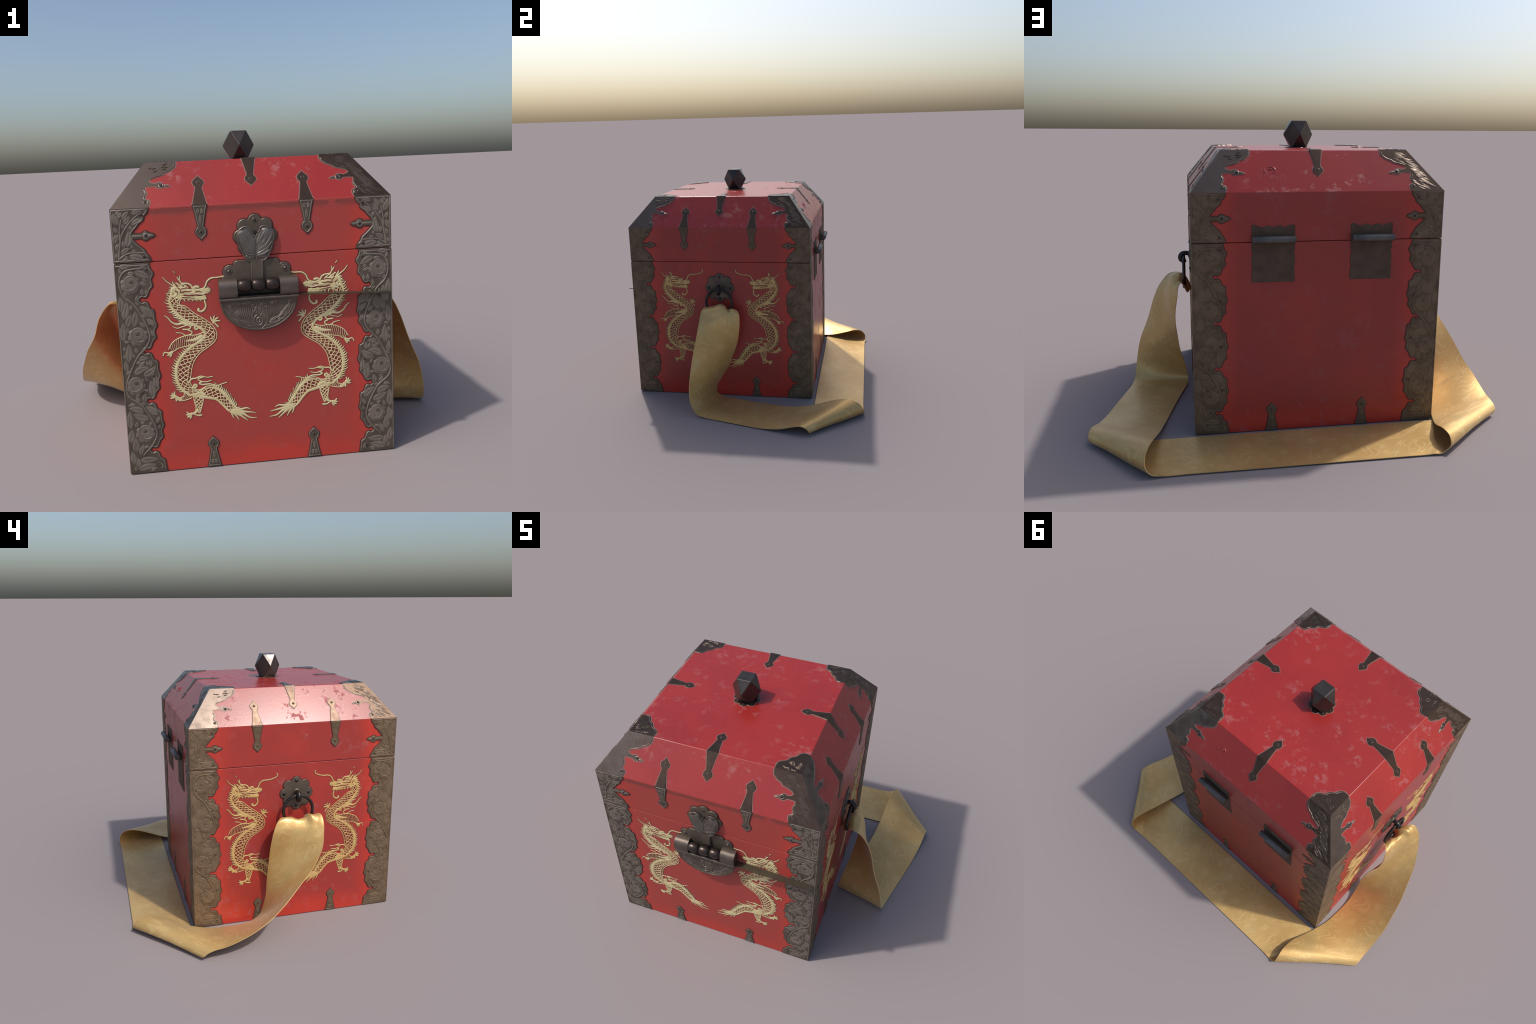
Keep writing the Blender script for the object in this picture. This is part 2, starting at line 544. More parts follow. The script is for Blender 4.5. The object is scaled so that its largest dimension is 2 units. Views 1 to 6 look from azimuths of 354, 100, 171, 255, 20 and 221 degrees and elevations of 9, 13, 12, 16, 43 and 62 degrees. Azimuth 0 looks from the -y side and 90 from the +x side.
def foliage(mb, z, region, roses):
    """Engraved roses on a winding stem with leaves packed around them; flat metal standing close together."""
    stem = []
    for i, (cx, cy) in enumerate(roses):
        sgn = 1 if cx < 0.06 else -1
        stem += [(cx - sgn * 0.046, cy + 0.010), (cx - sgn * 0.032, cy - 0.050), (0.066 + 0.006 * sgn, cy - 0.102)]
    stem = [(0.105, roses[0][1] + 0.060), (0.040, roses[0][1] + 0.052)] + stem
    stem = [(min(max(x, 0.013), 0.128), max(y, 0.02)) for x, y in stem]
    S = spline(stem, 7)
    taken = [(p.copy(), 0.0042) for p in S]
    ribbon(mb, S, 0.0040, z + 0.0002, 0.0022, 1)
    for i, (cx, cy) in enumerate(roses):
        sgn = 1 if cx < 0.06 else -1
        c = Vector((cx, cy + 0.004))
        taken += [(c, 0.036)]
        for a, w, d in ((-20, 0.017, 0.046), (-62, 0.019, 0.050), (-105, 0.019, 0.050), (-148, 0.018, 0.046), (22, 0.014, 0.042), (-190, 0.013, 0.042)):
            t = radians(a) if sgn > 0 else radians(180 - a)
            tip = (min(max(cx + cos(t) * d, 0.010), 0.138), cy + sin(t) * d)
            taken += [(Vector((cx + (tip[0] - cx) * 0.75, cy + (tip[1] - cy) * 0.75)), w * 0.75)]
            ribbon(mb, [(cx + (tip[0] - cx) * f, cy + (tip[1] - cy) * f) for f in [j / 8 for j in range(9)]],
                   [max(1e-4, w * math.sqrt(max(0, 1 - (2 * (j / 8) ** 1.2 - 1) ** 2))) for j in range(9)], z + 0.0002 * (abs(a) % 3), 0.0014, 1, FLAT, caps=False)
        dome(mb, (cx, cy + 0.005), 0.030, z + 0.0010, 0.0012, 1, 20, 4)
        for r0, r1, a0, turn in ((0.0375, 0.0130, -125, 430), (0.031, 0.022, -60, 120)):
            sp = []
            for j in range(34):
                t = radians(a0 + turn * j / 33)
                r = r0 + (r1 - r0) * j / 33
                sp.append((min(max(cx + sgn * r * cos(t), 0.006), 0.142), cy + 0.005 + r * sin(t)))
            ribbon(mb, sp, [0.0030 - 0.0012 * j / 33 for j in range(34)], z + 0.0014, 0.0016, 1)
        dome(mb, (cx + 0.003 * sgn, cy + 0.007), 0.0095, z + 0.0018, 0.0016, 0, 14, 3)

    def flow(p):
        i = min(range(1, len(S) - 1), key=lambda k: (S[k] - p).length)
        d = S[i - 1] - S[i + 1]
        return atan2(d.y, d.x)

    fill_leaves(mb, region, taken, flow, z, ((0.074, 0.0160), (0.060, 0.0140), (0.046, 0.0115), (0.033, 0.0085), (0.023, 0.0064)), 17)


def restyle(me, mats):
    me = me.copy()
    for i, m in enumerate(mats):
        me.materials[i] = m
    return me


def body_plate():
    mb = Mesh()
    lobe = [(0.155, 0.108), (0.144, 0.085), (0.148, 0.056), (0.135, 0.041), (0.124, 0.0155), (0.111, 0.0075), (0.099, 0.0115), (0.0895, 0.0),
            (0.099, -0.0115), (0.111, -0.0075), (0.124, -0.0155), (0.132, -0.039), (0.147, -0.049), (0.148, -0.085)]
    run = [(0.139, 0.9205), (0.143, 0.895)]
    for zn in (0.765, 0.545, 0.324, 0.104):
        run += [(x, zn + d) for x, d in lobe if zn + d > 0.045]
    run += [(0.149, 0.045), (0.155, 0.001)]
    run = [tuple(p) for p in spline(run, 3)]
    P = [(0, 0.001), (0, 0.9205)] + run
    n = len(P)
    backing(mb, [(0.02, 0.004), (0.02, 0.916)] + run, 0.004, 2, low=0.0005, high=0.9200)
    plate(mb, P, PLATE, 0.0015, {0: 1.0})          # edge 0 runs up the corner and is mitred
    inner = offset(P if area(P) > 0 else P[::-1], [-0.0042] * n)
    inner = inner if area(P) > 0 else inner[::-1]
    rim = inner[2:]
    ribbon(mb, rim[1:-1], 0.0022, PLATE - 0.0004, 0.0016, 3, caps=False)
    ribbon(mb, [(0.003, 0.911), (0.130, 0.911)], 0.003, PLATE, 0.0014, 3)
    ribbon(mb, [(-0.001, 0.01), (-0.001, 0.908)], 0.0022, PLATE, 0.0011, 1, FLAT, caps=False)
    field = [(x, y) for x, y in offset(P if area(P) > 0 else P[::-1], [-0.0085] * n)]
    foliage(mb, PLATE, field, [(0.057, 0.838), (0.074, 0.616), (0.048, 0.402), (0.074, 0.186)])
    for zc in (0.890, 0.655, 0.434, 0.220, 0.030):
        rivet(mb, (0.126, zc), PLATE, 0.0048, 4, 0)
    front = mb.data("corner_plate", [M_BRASS, M_RELIEF, M_CONTOUR, M_RIM, M_IRON])
    return front, restyle(front, [M_BRASS2, M_RELIEF2, M_CONTOUR, M_RIM2, M_IRON])


def arm(x0, y, s=1.0, dx=1.0, dy=0.0, back=False):
    """Outline of the little pin that reaches out of a bracket, from its upper root to its lower root."""
    prof = [(0.0, 0.011), (0.039, 0.010), (0.044, 0.017), (0.054, 0.0195), (0.066, 0.014), (0.070, 0.009), (0.078, 0.0095), (0.086, 0.006), (0.092, 0.0)]
    prof = prof + [(a, -b) for a, b in prof[-2::-1]]
    return [(x0 + a * s * dx - b * s * dy * 0, y + b * s + a * dy) for a, b in prof]


def lid_plate():
    mb = Mesh()
    up = [(0.152, 1.146), (0.150, 1.134), (0.143, 1.122), (0.133, 1.113), (0.130, 1.097), (0.114, 1.086), (0.103, 1.071), (0.089, 1.057), (0.081, 1.043)]
    dn = [(0.082, 1.020), (0.092, 1.007), (0.111, 0.988), (0.127, 0.974), (0.134, 0.958), (0.145, 0.945), (0.151, 0.9235)]
    run = [tuple(p) for p in spline(up, 3)] + arm(0.081, 1.0315)[1:-1] + [tuple(p) for p in spline(dn, 3)]
    P = [(0, 0.9235), (0, 1.146)] + run
    n = len(P)
    backing(mb, [(0.02, 0.928), (0.02, 1.144)] + [(x, min(y, 1.144)) for x, y in run], 0.004, 2, low=0.9240, high=1.145)
    plate(mb, P, PLATE, 0.0015, {0: 1.0, 1: math.tan(radians(19))})
    for part in (up[1:], dn[:-1]):
        ribbon(mb, spline([(x - 0.0065, y) for x, y in part], 3), 0.0026, PLATE, 0.0016, 3)
    ribbon(mb, [(0.004, 0.932), (0.138, 0.932)], 0.003, PLATE, 0.0014, 3)
    ribbon(mb, [(0.004, 1.140), (0.138, 1.140)], 0.003, PLATE, 0.0014, 3)
    ribbon(mb, [(0.002, 0.934), (0.002, 1.138)], 0.0026, PLATE, 0.0012, 3)
    ribbon(mb, [(0.085, 1.0315), (0.118, 1.0315)], 0.005, PLATE, 0.0016, 1)
    ribbon(mb, [(0.151, 1.0315), (0.164, 1.0315)], [0.006, 0.002], PLATE, 0.0018, 3)
    z, h = PLATE, 0.0022
    veins = (spline([(0.020, 0.938), (0.026, 0.985), (0.040, 1.040), (0.070, 1.085), (0.112, 1.122)], 6),
              spline([(0.030, 1.020), (0.032, 1.060), (0.040, 1.100)], 6), spline([(0.020, 0.940), (0.060, 0.962), (0.120, 0.962)], 6))
    for k in veins:
        ribbon(mb, k, [0.0048, 0.0028], z, 0.002, 1)
    taken = [(p.copy(), 0.0045) for k in veins for p in k]
    field = offset(P if area(P) > 0 else P[::-1], [-0.0085] * n)

    def flow(p):
        return atan2(p.y - 0.93, p.x - 0.012)

    fill_leaves(mb, field, taken, flow, z, ((0.080, 0.0160), (0.062, 0.0140), (0.046, 0.0110), (0.032, 0.0082), (0.021, 0.0060)), 5)
    for c in ((0.122, 1.118), (0.122, 0.946)):
        rivet(mb, c, PLATE + 0.001, 0.005, 4, 0)
    rivet(mb, (0.135, 1.0315), PLATE, 0.0085, 4, 3)
    front = mb.data("corner_bracket", [M_BRASS, M_RELIEF, M_CONTOUR, M_RIM, M_IRON])
    return front, restyle(front, [M_BRASS2, M_RELIEF2, M_CONTOUR, M_RIM2, M_IRON])


def chamfer_plate(half, engraved):
    """Bracket on the sloping face; local x = 0 is the middle of the face, it sits at the right-hand hip."""
    mb = Mesh()
    hip = lambda v: half - INS * v / SLOPE
    low = [(0.153, 0.0), (0.149, 0.016), (0.138, 0.033), (0.120, 0.040), (0.111, 0.050), (0.106, 0.070), (0.090, 0.086), (0.078, 0.102)]
    high = [(0.075, 0.131), (0.080, 0.143), (0.098, 0.153), (0.118, 0.160), (0.124, 0.172), (0.139, 0.181), (0.146, 0.200), (0.140, 0.216), (0.130, SLOPE)]
    A = [(hip(v) - d, v) for d, v in spline(low, 3)]
    B = [(hip(v) - d, v) for d, v in spline(high, 3)]
    ax, ay = hip(0.117) - 0.076, 0.1165
    pin = [(0.0, 0.012), (0.020, 0.009), (0.036, 0.007), (0.042, 0.012), (0.052, 0.016), (0.064, 0.012), (0.070, 0.005), (0.084, 0.006), (0.096, 0.000)]
    pin = [(ax - a, ay + b - a * 0.16) for a, b in [(a, -b) for a, b in pin] + pin[-2::-1]]
    run = A + pin[1:-1] + B
    P = run + [(half - INS, SLOPE), (half, 0.0)]
    n = len(P)
    backing(mb, [(x, min(max(y, 0.002), SLOPE - 0.002)) for x, y in run] + [(half - INS - 0.01, SLOPE - 0.002), (half - 0.01, 0.002)], 0.003, 2, low=0.0012, high=SLOPE - 0.0012)
    plate(mb, P, 0.0022, 0.0012, {len(run) - 1: math.tan(radians(26)), len(run): math.tan(radians(34.1)), len(run) + 1: math.tan(radians(19))})
    z = 0.0022
    for part in (low[1:-1], high[1:-1]):
        ribbon(mb, spline([(hip(v) - d + 0.006, v) for d, v in part], 3), 0.0024, z, 0.0018, 3)
    rivet(mb, (pin[8][0] + 0.036, ay - 0.010), z, 0.008, 4, 3)
    ribbon(mb, [(ax - 0.092, ay - 0.0147), (ax - 0.076, ay - 0.012)], [0.003, 0.0042], z, 0.002, 3)
    rivet(mb, (hip(0.03) - 0.122, 0.026), z, 0.006, 4, 1)
    if engraved:
        rnd = random.Random(3)
        for i in range(80):
            v = 0.010 + 0.205 * i / 80 + rnd.uniform(-0.004, 0.004)
            reach = (0.115 if v < 0.06 else 0.085 if v < 0.10 else 0.055 if v < 0.145 else 0.105)
            d = rnd.uniform(0.014, reach * 0.8)
            l = rnd.uniform(0.040, 0.085)
            p = (hip(v) - d, v)
            q = (p[0] - l * 0.72, v + l * (0.45 if v < 0.15 else 0.28))
            if q[1] < SLOPE - 0.008 and hip(q[1]) - q[0] < (reach if q[1] < 0.07 or q[1] > 0.16 else 0.07):
                leaf(mb, p, q, rnd.uniform(0.003, 0.0055), rnd.uniform(-0.2, 0.2), z, rnd.uniform(0.0009, 0.0015), 1)
    else:
        rnd = random.Random(5)
        for i in range(7):
            v = 0.19 + rnd.uniform(-0.012, 0.026)
            d = rnd.uniform(0.03, 0.10)
            leaf(mb, (hip(v) - d, v), (hip(v) - d - 0.022, v + rnd.uniform(-0.004, 0.006)), 0.003, 0.2, z, 0.0022, 1)
    return mb.data("corner_bracket", [M_DARK if engraved else M_SMOOTH, M_SCRAPE, M_WORN, M_EDGE, M_IRON])


def top_plate():
    mb = Mesh()
    run = [(0.128, 0.0), (0.131, 0.020), (0.127, 0.042), (0.112, 0.056), (0.102, 0.061), (0.091, 0.070), (0.086, 0.084), (0.076, 0.095), (0.060, 0.106), (0.054, 0.120),
           (0.044, 0.134), (0.026, 0.141), (0.0, 0.136)]
    run = [tuple(p) for p in spline(run, 3)]
    P = [(0, 0)] + run
    backing(mb, [(0.02, 0.002)] + [(max(x, 0.004), max(y, 0.002)) for x, y in run] + [(0.004, 0.02)], 0.003, 2, low=0.0012)
    plate(mb, P, PLATE, 0.0018, {0: math.tan(radians(26)), len(P) - 1: math.tan(radians(26))})
    ribbon(mb, spline([(x - 0.005, y - 0.004) for x, y in run[3:-3]], 1), 0.0022, PLATE, 0.0016, 3)
    rnd = random.Random(11)
    for i in range(26):
        a = rnd.uniform(0.08, 1.45)
        r = rnd.uniform(0.025, 0.085)
        p = Vector((r * cos(a), r * sin(a)))
        q = p + Vector((0.026, 0.010 + rnd.uniform(-0.008, 0.008))) * rnd.uniform(0.5, 1)
        if q.length < 0.108:
            leaf(mb, p, q, rnd.uniform(0.002, 0.004), rnd.uniform(-0.3, 0.3), PLATE, rnd.uniform(0.0008, 0.0013), 1)
    return mb.data("corner_bracket", [M_DARK, M_SCRAPE, M_WORN, M_EDGE, M_IRON])


ME_BODYPLATE, ME_LIDPLATE, ME_TOPPLATE = body_plate(), lid_plate(), top_plate()
T = Matrix.Translation
for f in FACES:
    h = HALF[f]
    k = 0 if f == "front" else 1
    put("corner_plate", ME_BODYPLATE[k], BODY, WALL[f] @ T((-h, 0, 0)))
    put("corner_plate", ME_BODYPLATE[k], BODY, WALL[f] @ T((h, 0, 0)) @ MIRROR)
    put("corner_bracket", ME_LIDPLATE[k], LID, WALL[f] @ T((-h, 0, 0)))
    put("corner_bracket", ME_LIDPLATE[k], LID, WALL[f] @ T((h, 0, 0)) @ MIRROR)
for hx, group in ((HX, ("front", "back")), (HY, ("left", "right"))):
    me_r, me_l = chamfer_plate(hx, True), chamfer_plate(hx, False)
    for f in group:
        put("sloping_bracket", me_r, LID, CHAMFER[f])
        put("sloping_bracket", me_l, LID, CHAMFER[f] @ MIRROR)
for sx in (1, -1):
    for sy in (1, -1):
        m = T((CX - sx * (HX - INS), CY - sy * (HY - INS), ZTOP)) @ Matrix.Diagonal((sx, sy, 1, 1))
        put("top_bracket", ME_TOPPLATE, LID, m)

# ------------------------------------------------------------------ keyhole-shaped strap ends
def strap_end(length, dark, mitre_deg):
    mb = Mesh()
    k = length / 0.146
    half = [(0.0300, 0.0), (0.0250, 0.022), (0.0180, 0.060), (0.0135, 0.086), (0.0150, 0.093), (0.0215, 0.101), (0.0240, 0.110), (0.0220, 0.121), (0.0130, 0.131), (0.0060, 0.138)]
    half = [(x, y * k) for x, y in half]
    P = half + [(0.0, length)] + [(-x, y) for x, y in half[::-1]]
    n = len(P)
    backing(mb, [(x, max(y, 0.002)) for x, y in P], 0.0028, 2, low=0.0012)
    plate(mb, P, (0.0036 if dark else PLATE + 0.0003), (0.0022 if dark else 0.0016), {n - 1: math.tan(radians(mitre_deg))} if mitre_deg else None)
    z = 0.0036 if dark else PLATE + 0.0003
    if not dark:
        for s in (1, -1):
            ribbon(mb, [(s * (x - 0.0045), max(y, 0.004)) for x, y in half[:4]], 0.0022, z, 0.0014, 3)
            ribbon(mb, spline([(s * (x - 0.0042), y) for x, y in half[4:]], 3), 0.0020, z, 0.0014, 3)
        ribbon(mb, [(-0.022, 0.006 * k), (0.022, 0.006 * k)], 0.002, z, 0.0014, 3)
        leaf(mb, (0, 0.078 * k), (0, 0.036 * k), 0.0065, 0, z, 0.0018, 1)
        for s in (1, -1):
            leaf(mb, (0, 0.034 * k), (s * 0.014, 0.018 * k), 0.005, 0.3 * s, z, 0.0018, 1)
            leaf(mb, (0, 0.024 * k), (s * 0.011, 0.010 * k), 0.004, 0.3 * s, z, 0.0018, 1)
    rivet(mb, (0, 0.112 * k), z, 0.005, 4, 1 if dark else 0)
    me = mb.data("strap_end", [M_DARK if dark else M_BRASS, M_SCRAPE if dark else M_RELIEF, M_WORN if dark else M_CONTOUR, M_RIM, M_IRON])
    return me if dark else (me, restyle(me, [M_BRASS2, M_RELIEF2, M_CONTOUR, M_RIM2, M_IRON]))


ME_WALLEND, ME_SLOPEEND = strap_end(0.146, False, 19), strap_end(0.148, True, 19)
ME_TOPEND, ME_FOOTEND = strap_end(0.145, True, 26), strap_end(0.139, False, 0)
DOWN = Matrix.Rotation(pi, 4, "Z")
for f in FACES:
    xs = (-0.2225, 0.2225)
    for x in xs:
        put("strap_end", ME_FOOTEND[0 if f == "front" else 1], BODY, WALL[f] @ T((x + (0.0 if f != "back" else 0.0), 0.001, 0)))
        if f != "back":
            put("strap_end", ME_WALLEND[0 if f == "front" else 1], LID, WALL[f] @ T((x, ZEAVE, 0)) @ DOWN)
            put("strap_end", ME_SLOPEEND, LID, CHAMFER[f] @ T((x, 0, 0)))
    put("strap_end", ME_TOPEND, LID, CHAMFER[f] @ T((0, SLOPE, 0)) @ DOWN)
    flat = {"front": ((0, HY - INS), 0), "back": ((0, -(HY - INS)), 180), "left": ((HX - INS, 0), -90), "right": ((-(HX - INS), 0), 90)}[f]
    put("strap_end", ME_TOPEND, LID, T((CX - flat[0][0], CY - flat[0][1], ZTOP)) @ Matrix.Rotation(radians(flat[1]), 4, "Z"))

# a dent left on the back slope where a strap end is missing
mb = Mesh()
for r, a0, a1, w in ((0.024, -60, 100, 0.004), (0.026, 150, 215, 0.003), (0.010, 20, 160, 0.003)):
    ribbon(mb, [(r * cos(radians(a0 + (a1 - a0) * i / 10)), 0.8 * r * sin(radians(a0 + (a1 - a0) * i / 10))) for i in range(11)], [w * sin(pi * (i + 1) / 12) for i in range(11)], 0, 0.003, 0)
ribbon(mb, [(-0.020, -0.006), (-0.034, -0.030)], [0.003, 0.001], 0, 0.002, 0)
put("paint_scar", mb.data("paint_scar", [M_LID]), LID, CHAMFER["back"] @ T((-0.2225, 0.118, 0)))

# ------------------------------------------------------------------ knob on the lid
def rosette_outline(c=0.064, r=0.028, lobes=8, n=11):
    P = []
    for l in range(lobes):
        for i in range(n):
            d = (i / n - 0.5) * 2 * pi / lobes
            R = c * cos(d) + math.sqrt(max(0, r * r - (c * sin(d)) ** 2))
            a = pi / 2 + l * 2 * pi / lobes + d
            P.append((R * cos(a), R * sin(a)))
    return P


mb = Mesh()
KC, KM, KS, KH = (CX, CY, 1.3965), 0.080, 0.039, 0.0712
V = [(KS * a, KS * b, c * KH) for c in (-1, 1) for a in (1, -1) for b in (1, -1)] + [(KM, 0, 0), (-KM, 0, 0), (0, KM, 0), (0, -KM, 0)]
bm = bmesh.new()
for v in V:
    bm.verts.new(v)
bmesh.ops.convex_hull(bm, input=bm.verts)
bmesh.ops.dissolve_limit(bm, angle_limit=radians(8), verts=bm.verts, edges=bm.edges)
me = bpy.data.meshes.new("knob")
bm.to_mesh(me)
bm.free()
me.materials.append(M_KNOB)
KNOB = put("knob", me, LID, T(KC))
bevelled(KNOB, 0.003, 2)
mb = Mesh()
R = [(x * 0.77, y * 0.77) for x, y in rosette_outline()]
backing(mb, R, 0.003, 1)
plate(mb, R, 0.003, 0.0015, None, 0)
for i in range(8):
    a = i * pi / 4 + pi / 2
    dome(mb, (0.054 * cos(a), 0.054 * sin(a)), 0.006, 0.003, 0.002, 0)
put("knob_rosette", mb.data("knob_rosette", [M_DARK, M_WORN]), LID, T((CX, CY, ZTOP)))

# ------------------------------------------------------------------ gold dragons
MM = 0.001
DRAGON_BODY = [((-366, 775), (-324, 759)), ((-374, 745), (-330, 735)), ((-358, 707), (-306, 725)), ((-322, 669), (-272, 694)), ((-290, 647), (-234, 667)), ((-252, 624), (-198, 635)), ((-236, 602), (-182, 600)), ((-242, 583), (-190, 567)), ((-266, 567), (-222, 541)), ((-304, 543), (-258, 517)), ((-336, 514), (-284, 485)), ((-360, 478), (-296, 454)), ((-368, 438), (-302, 423)), ((-364, 397), (-308, 392)), ((-342, 356), (-292, 365)), ((-300, 329), (-268, 355)), ((-266, 321), (-234, 369)), ((-231, 311), (-200, 364)), ((-202, 303), (-172, 342)), ((-176, 277), (-150, 312)), ((-155, 252), (-130, 282)), ((-132, 235), (-110, 256))]
DRAGON_NECK = [((-366, 775), (-324, 759)), ((-358, 801), (-330, 771)), ((-340, 810), (-318, 776))]
DRAGON_ARM = [((-240, 607), (-256, 570)), ((-270, 598), (-282, 559)), ((-306, 599), (-316, 552)), ((-340, 591), (-346, 546)), ((-370, 573), (-362, 537)), ((-388, 545), (-374, 532))]
DRAGON_LEG = [((-298, 329), (-254, 325)), ((-294, 301), (-258, 298)), ((-290, 275), (-266, 273)), ((-294, 255), (-274, 250))]
DRAGON_THIGH = [((-304, 322), (-337, 365)), ((-328, 315), (-337, 335)), ((-354, 313), (-356, 327)), ((-370, 323), (-364, 333))]


def build_dragon():
    mb = Mesh()
    GOLD, BED, SKIN, Z, LOW = 0, 1, 2, 0.0009, 0.55

    def line(pts, a, b=None, h=0.0026, n=5):
        """A tapering gold stroke on its dark bed; a, b = half widths in mm at its two ends."""
        b = a if b is None else b
        S = [p * MM for p in spline(pts, n)]
        m = len(S)
        W = [(a + (b - a) * i / (m - 1)) * MM for i in range(m)]
        ribbon(mb, S, W, Z, h * LOW, GOLD)
        ribbon(mb, S, [w + 0.0017 for w in W], 0, 0.0010, BED, FLAT)

    def bold(pts, a, b=None, **kw):
        line(pts, a * 1.3, (a if b is None else b) * 1.3, **kw)

    def skin(rungs, n=10, net=True, cell=11.0, edge=1.9, ridge=0.0, belly=0.0):
        """A limb between two edges: a dark bed, gold edges and a net of scales."""
        A = spline([a for a, b in rungs], n)
        B = spline([b for a, b in rungs], n)
        m = len(A)
        for o, z, mat in ((1.7, 0.0009, BED), (-1.0, 0.0012, SKIN)):
            V = []
            for a, b in zip(A, B):
                d = (b - a).normalized() * o
                V += [((a - d).x * MM, (a - d).y * MM, z), ((b + d).x * MM, (b + d).y * MM, z)]
            mb.add(V, [(2 * i, 2 * i + 1, 2 * i + 3, 2 * i + 2) for i in range(m - 1)], mat)
        L = [0.0]
        for i in range(1, m):
            L.append(L[-1] + ((A[i] + B[i]) / 2 - (A[i - 1] + B[i - 1]) / 2).length)
        def at(s, t):
            s = min(max(s, 0), L[-1])
            i = min(max(k for k in range(m) if L[k] <= s + 1e-9), m - 2)
            f = (s - L[i]) / max(1e-9, L[i + 1] - L[i])
            return A[i].lerp(A[i + 1], f).lerp(B[i].lerp(B[i + 1], f), t)
        lo, hi = ridge, 1.0 - belly
        for t, w in ((0.0, edge), (1.0, edge)) + (((hi, edge * 0.7),) if belly else ()):
            S = [at(L[-1] * i / (3 * m), t) * MM for i in range(3 * m + 1)]
            ribbon(mb, S, w * MM, Z, 0.0024 * LOW, GOLD)
        if ridge:
            S = [at(L[-1] * i / (2 * m), ridge / 2) * MM for i in range(2 * m + 1)]
            W = [(at(L[-1] * i / (2 * m), 0) - at(L[-1] * i / (2 * m), ridge)).length * MM * 0.5 for i in range(2 * m + 1)]
            ribbon(mb, S, W, Z, 0.0030 * LOW, GOLD)
        if net:
            width = sum((a - b).length for a, b in zip(A, B)) / m * (hi - lo)
            for sign in (1, -1):
                s = -width
                while s < L[-1] + width:
                    q = []
                    for i in range(13):
                        t = i / 12
                        ss = s + sign * (t - 0.5) * width * 1.05
                        wob = 1.8 * sin(t * pi * 2 * width / cell * 0.9 + s)
                        if 0 <= ss <= L[-1]:
                            q.append(at(ss + wob, lo + (hi - lo) * t) * MM)
                    if len(q) > 2:
                        ribbon(mb, q, 1.9 * MM, Z, 0.0024 * LOW, GOLD)
                    s += cell
        if belly:
            s = 0
            while s < L[-1]:
                line([tuple(at(s, hi)), tuple(at(s + 5, 1.0))], 1.0, 1.0, 0.002, 2)
                s += cell
        return at, L[-1]

    def hatch(at, length, step=7.0):
        s = step / 2
        while s < length:
            ribbon(mb, [at(s + 2.5 * sin(pi * t / 4), t / 4) * MM for t in range(5)], 1.2 * MM, Z, 0.0021 * LOW, GOLD)
            s += step

    def fins(at, s0, s1, side, size, step=9.5):
        s, i = s0, 0
        while s < s1:
            p = at(s, side)
            q = at(s, 0.5)
            t = (at(s + 3, side) - at(s - 3, side)).normalized()
            d = (p - q).normalized()
            k = size * (1.0 if i % 3 else 1.35)
            tip = p + d * k - t * k * 0.45
            line([tuple(p - d * 3), tuple(p + d * k * 0.55 - t * k * 0.1), tuple(tip)], 4.0, 0.5, 0.0026, 3)
            s += step
            i += 1

    def paw(cx, cy, heading, spur, size=20.0, toes=4):
        c = Vector((cx, cy))
        dome(mb, (c * MM), 7.0 * MM, Z, 0.0030 * LOW, GOLD)
        for i in range(toes):
            a = radians(heading + (i - (toes - 1) / 2) * 36)
            d = Vector((cos(a), sin(a)))
            s = Vector((-d.y, d.x))
            line([tuple(c), tuple(c + d * size * 0.6 + s * 2.5), tuple(c + d * size)], 3.7, 3.3)
            line([tuple(c + d * size), tuple(c + d * size * 1.35 - s * 2.5)], 3.4, 0.6, n=3)
        if spur:
            a = radians(spur)
            d = Vector((cos(a), sin(a)))
            line([tuple(c), tuple(c + d * size * 0.8), tuple(c + d * size * 1.25)], 2.8, 3.6)

    # trunk, neck and limbs
    at, L = skin(DRAGON_BODY, 6, cell=21.0, ridge=0.17, belly=0.17)
    fins(at, 4, L * 0.22, 0.0, 15)
    fins(at, L * 0.42, L * 0.70, 0.0, 14)
    fins(at, L * 0.82, L * 0.985, 1.0, 15, 9.0)
    ribbon(mb, [at(L * (0.80 + 0.19 * i / 20), 0.88) * MM for i in range(21)], [4.5 * MM * sin(pi * (i + 1) / 22) ** 0.5 for i in range(21)], Z, 0.0030 * LOW, GOLD)
    at, L = skin(DRAGON_NECK, 6, net=True, cell=18)
    fins(at, 6, L, 0.0, 13, 9.0)
    ribbon(mb, [p * MM for p in spline([(-362, 770), (-356, 800), (-342, 806)], 6)], 6 * MM, Z, 0.0030 * LOW, GOLD)
    at, L = skin(DRAGON_ARM, 6, net=False)
    hatch(at, L, 9.5)
    ribbon(mb, [at(L * 0.45 * i / 10, 0.5) * MM for i in range(11)], [(11 - 8 * i / 10) * MM for i in range(11)], Z, 0.0028 * LOW, GOLD)
    skin(DRAGON_LEG, 6, cell=16.0)
    at, L = skin(DRAGON_THIGH, 6, net=False)
    hatch(at, L, 8.0)
    ribbon(mb, [p * MM for p in spline([(-316, 336), (-292, 334), (-270, 340), (-252, 332)], 6)], [6 * MM, 9 * MM], Z, 0.0030 * LOW, GOLD)
    # paws
    paw(-192, 648, 65, -50, 22)
    paw(-377, 529, 215, 0, 17, 3)
    line([(-376, 530), (-392, 529), (-406, 532), (-413, 519)], 3.0, 2.6)
    paw(-374, 335, 150, -80, 17)
    line([(-350, 318), (-362, 325), (-374, 334)], 7, 4.5)
    paw(-312, 249, 205, 0, 17)
    line([(-282, 262), (-298, 252), (-312, 249)], 6, 5)
    line([(-298, 247), (-282, 240), (-268, 240)], 2.6, 4.2)
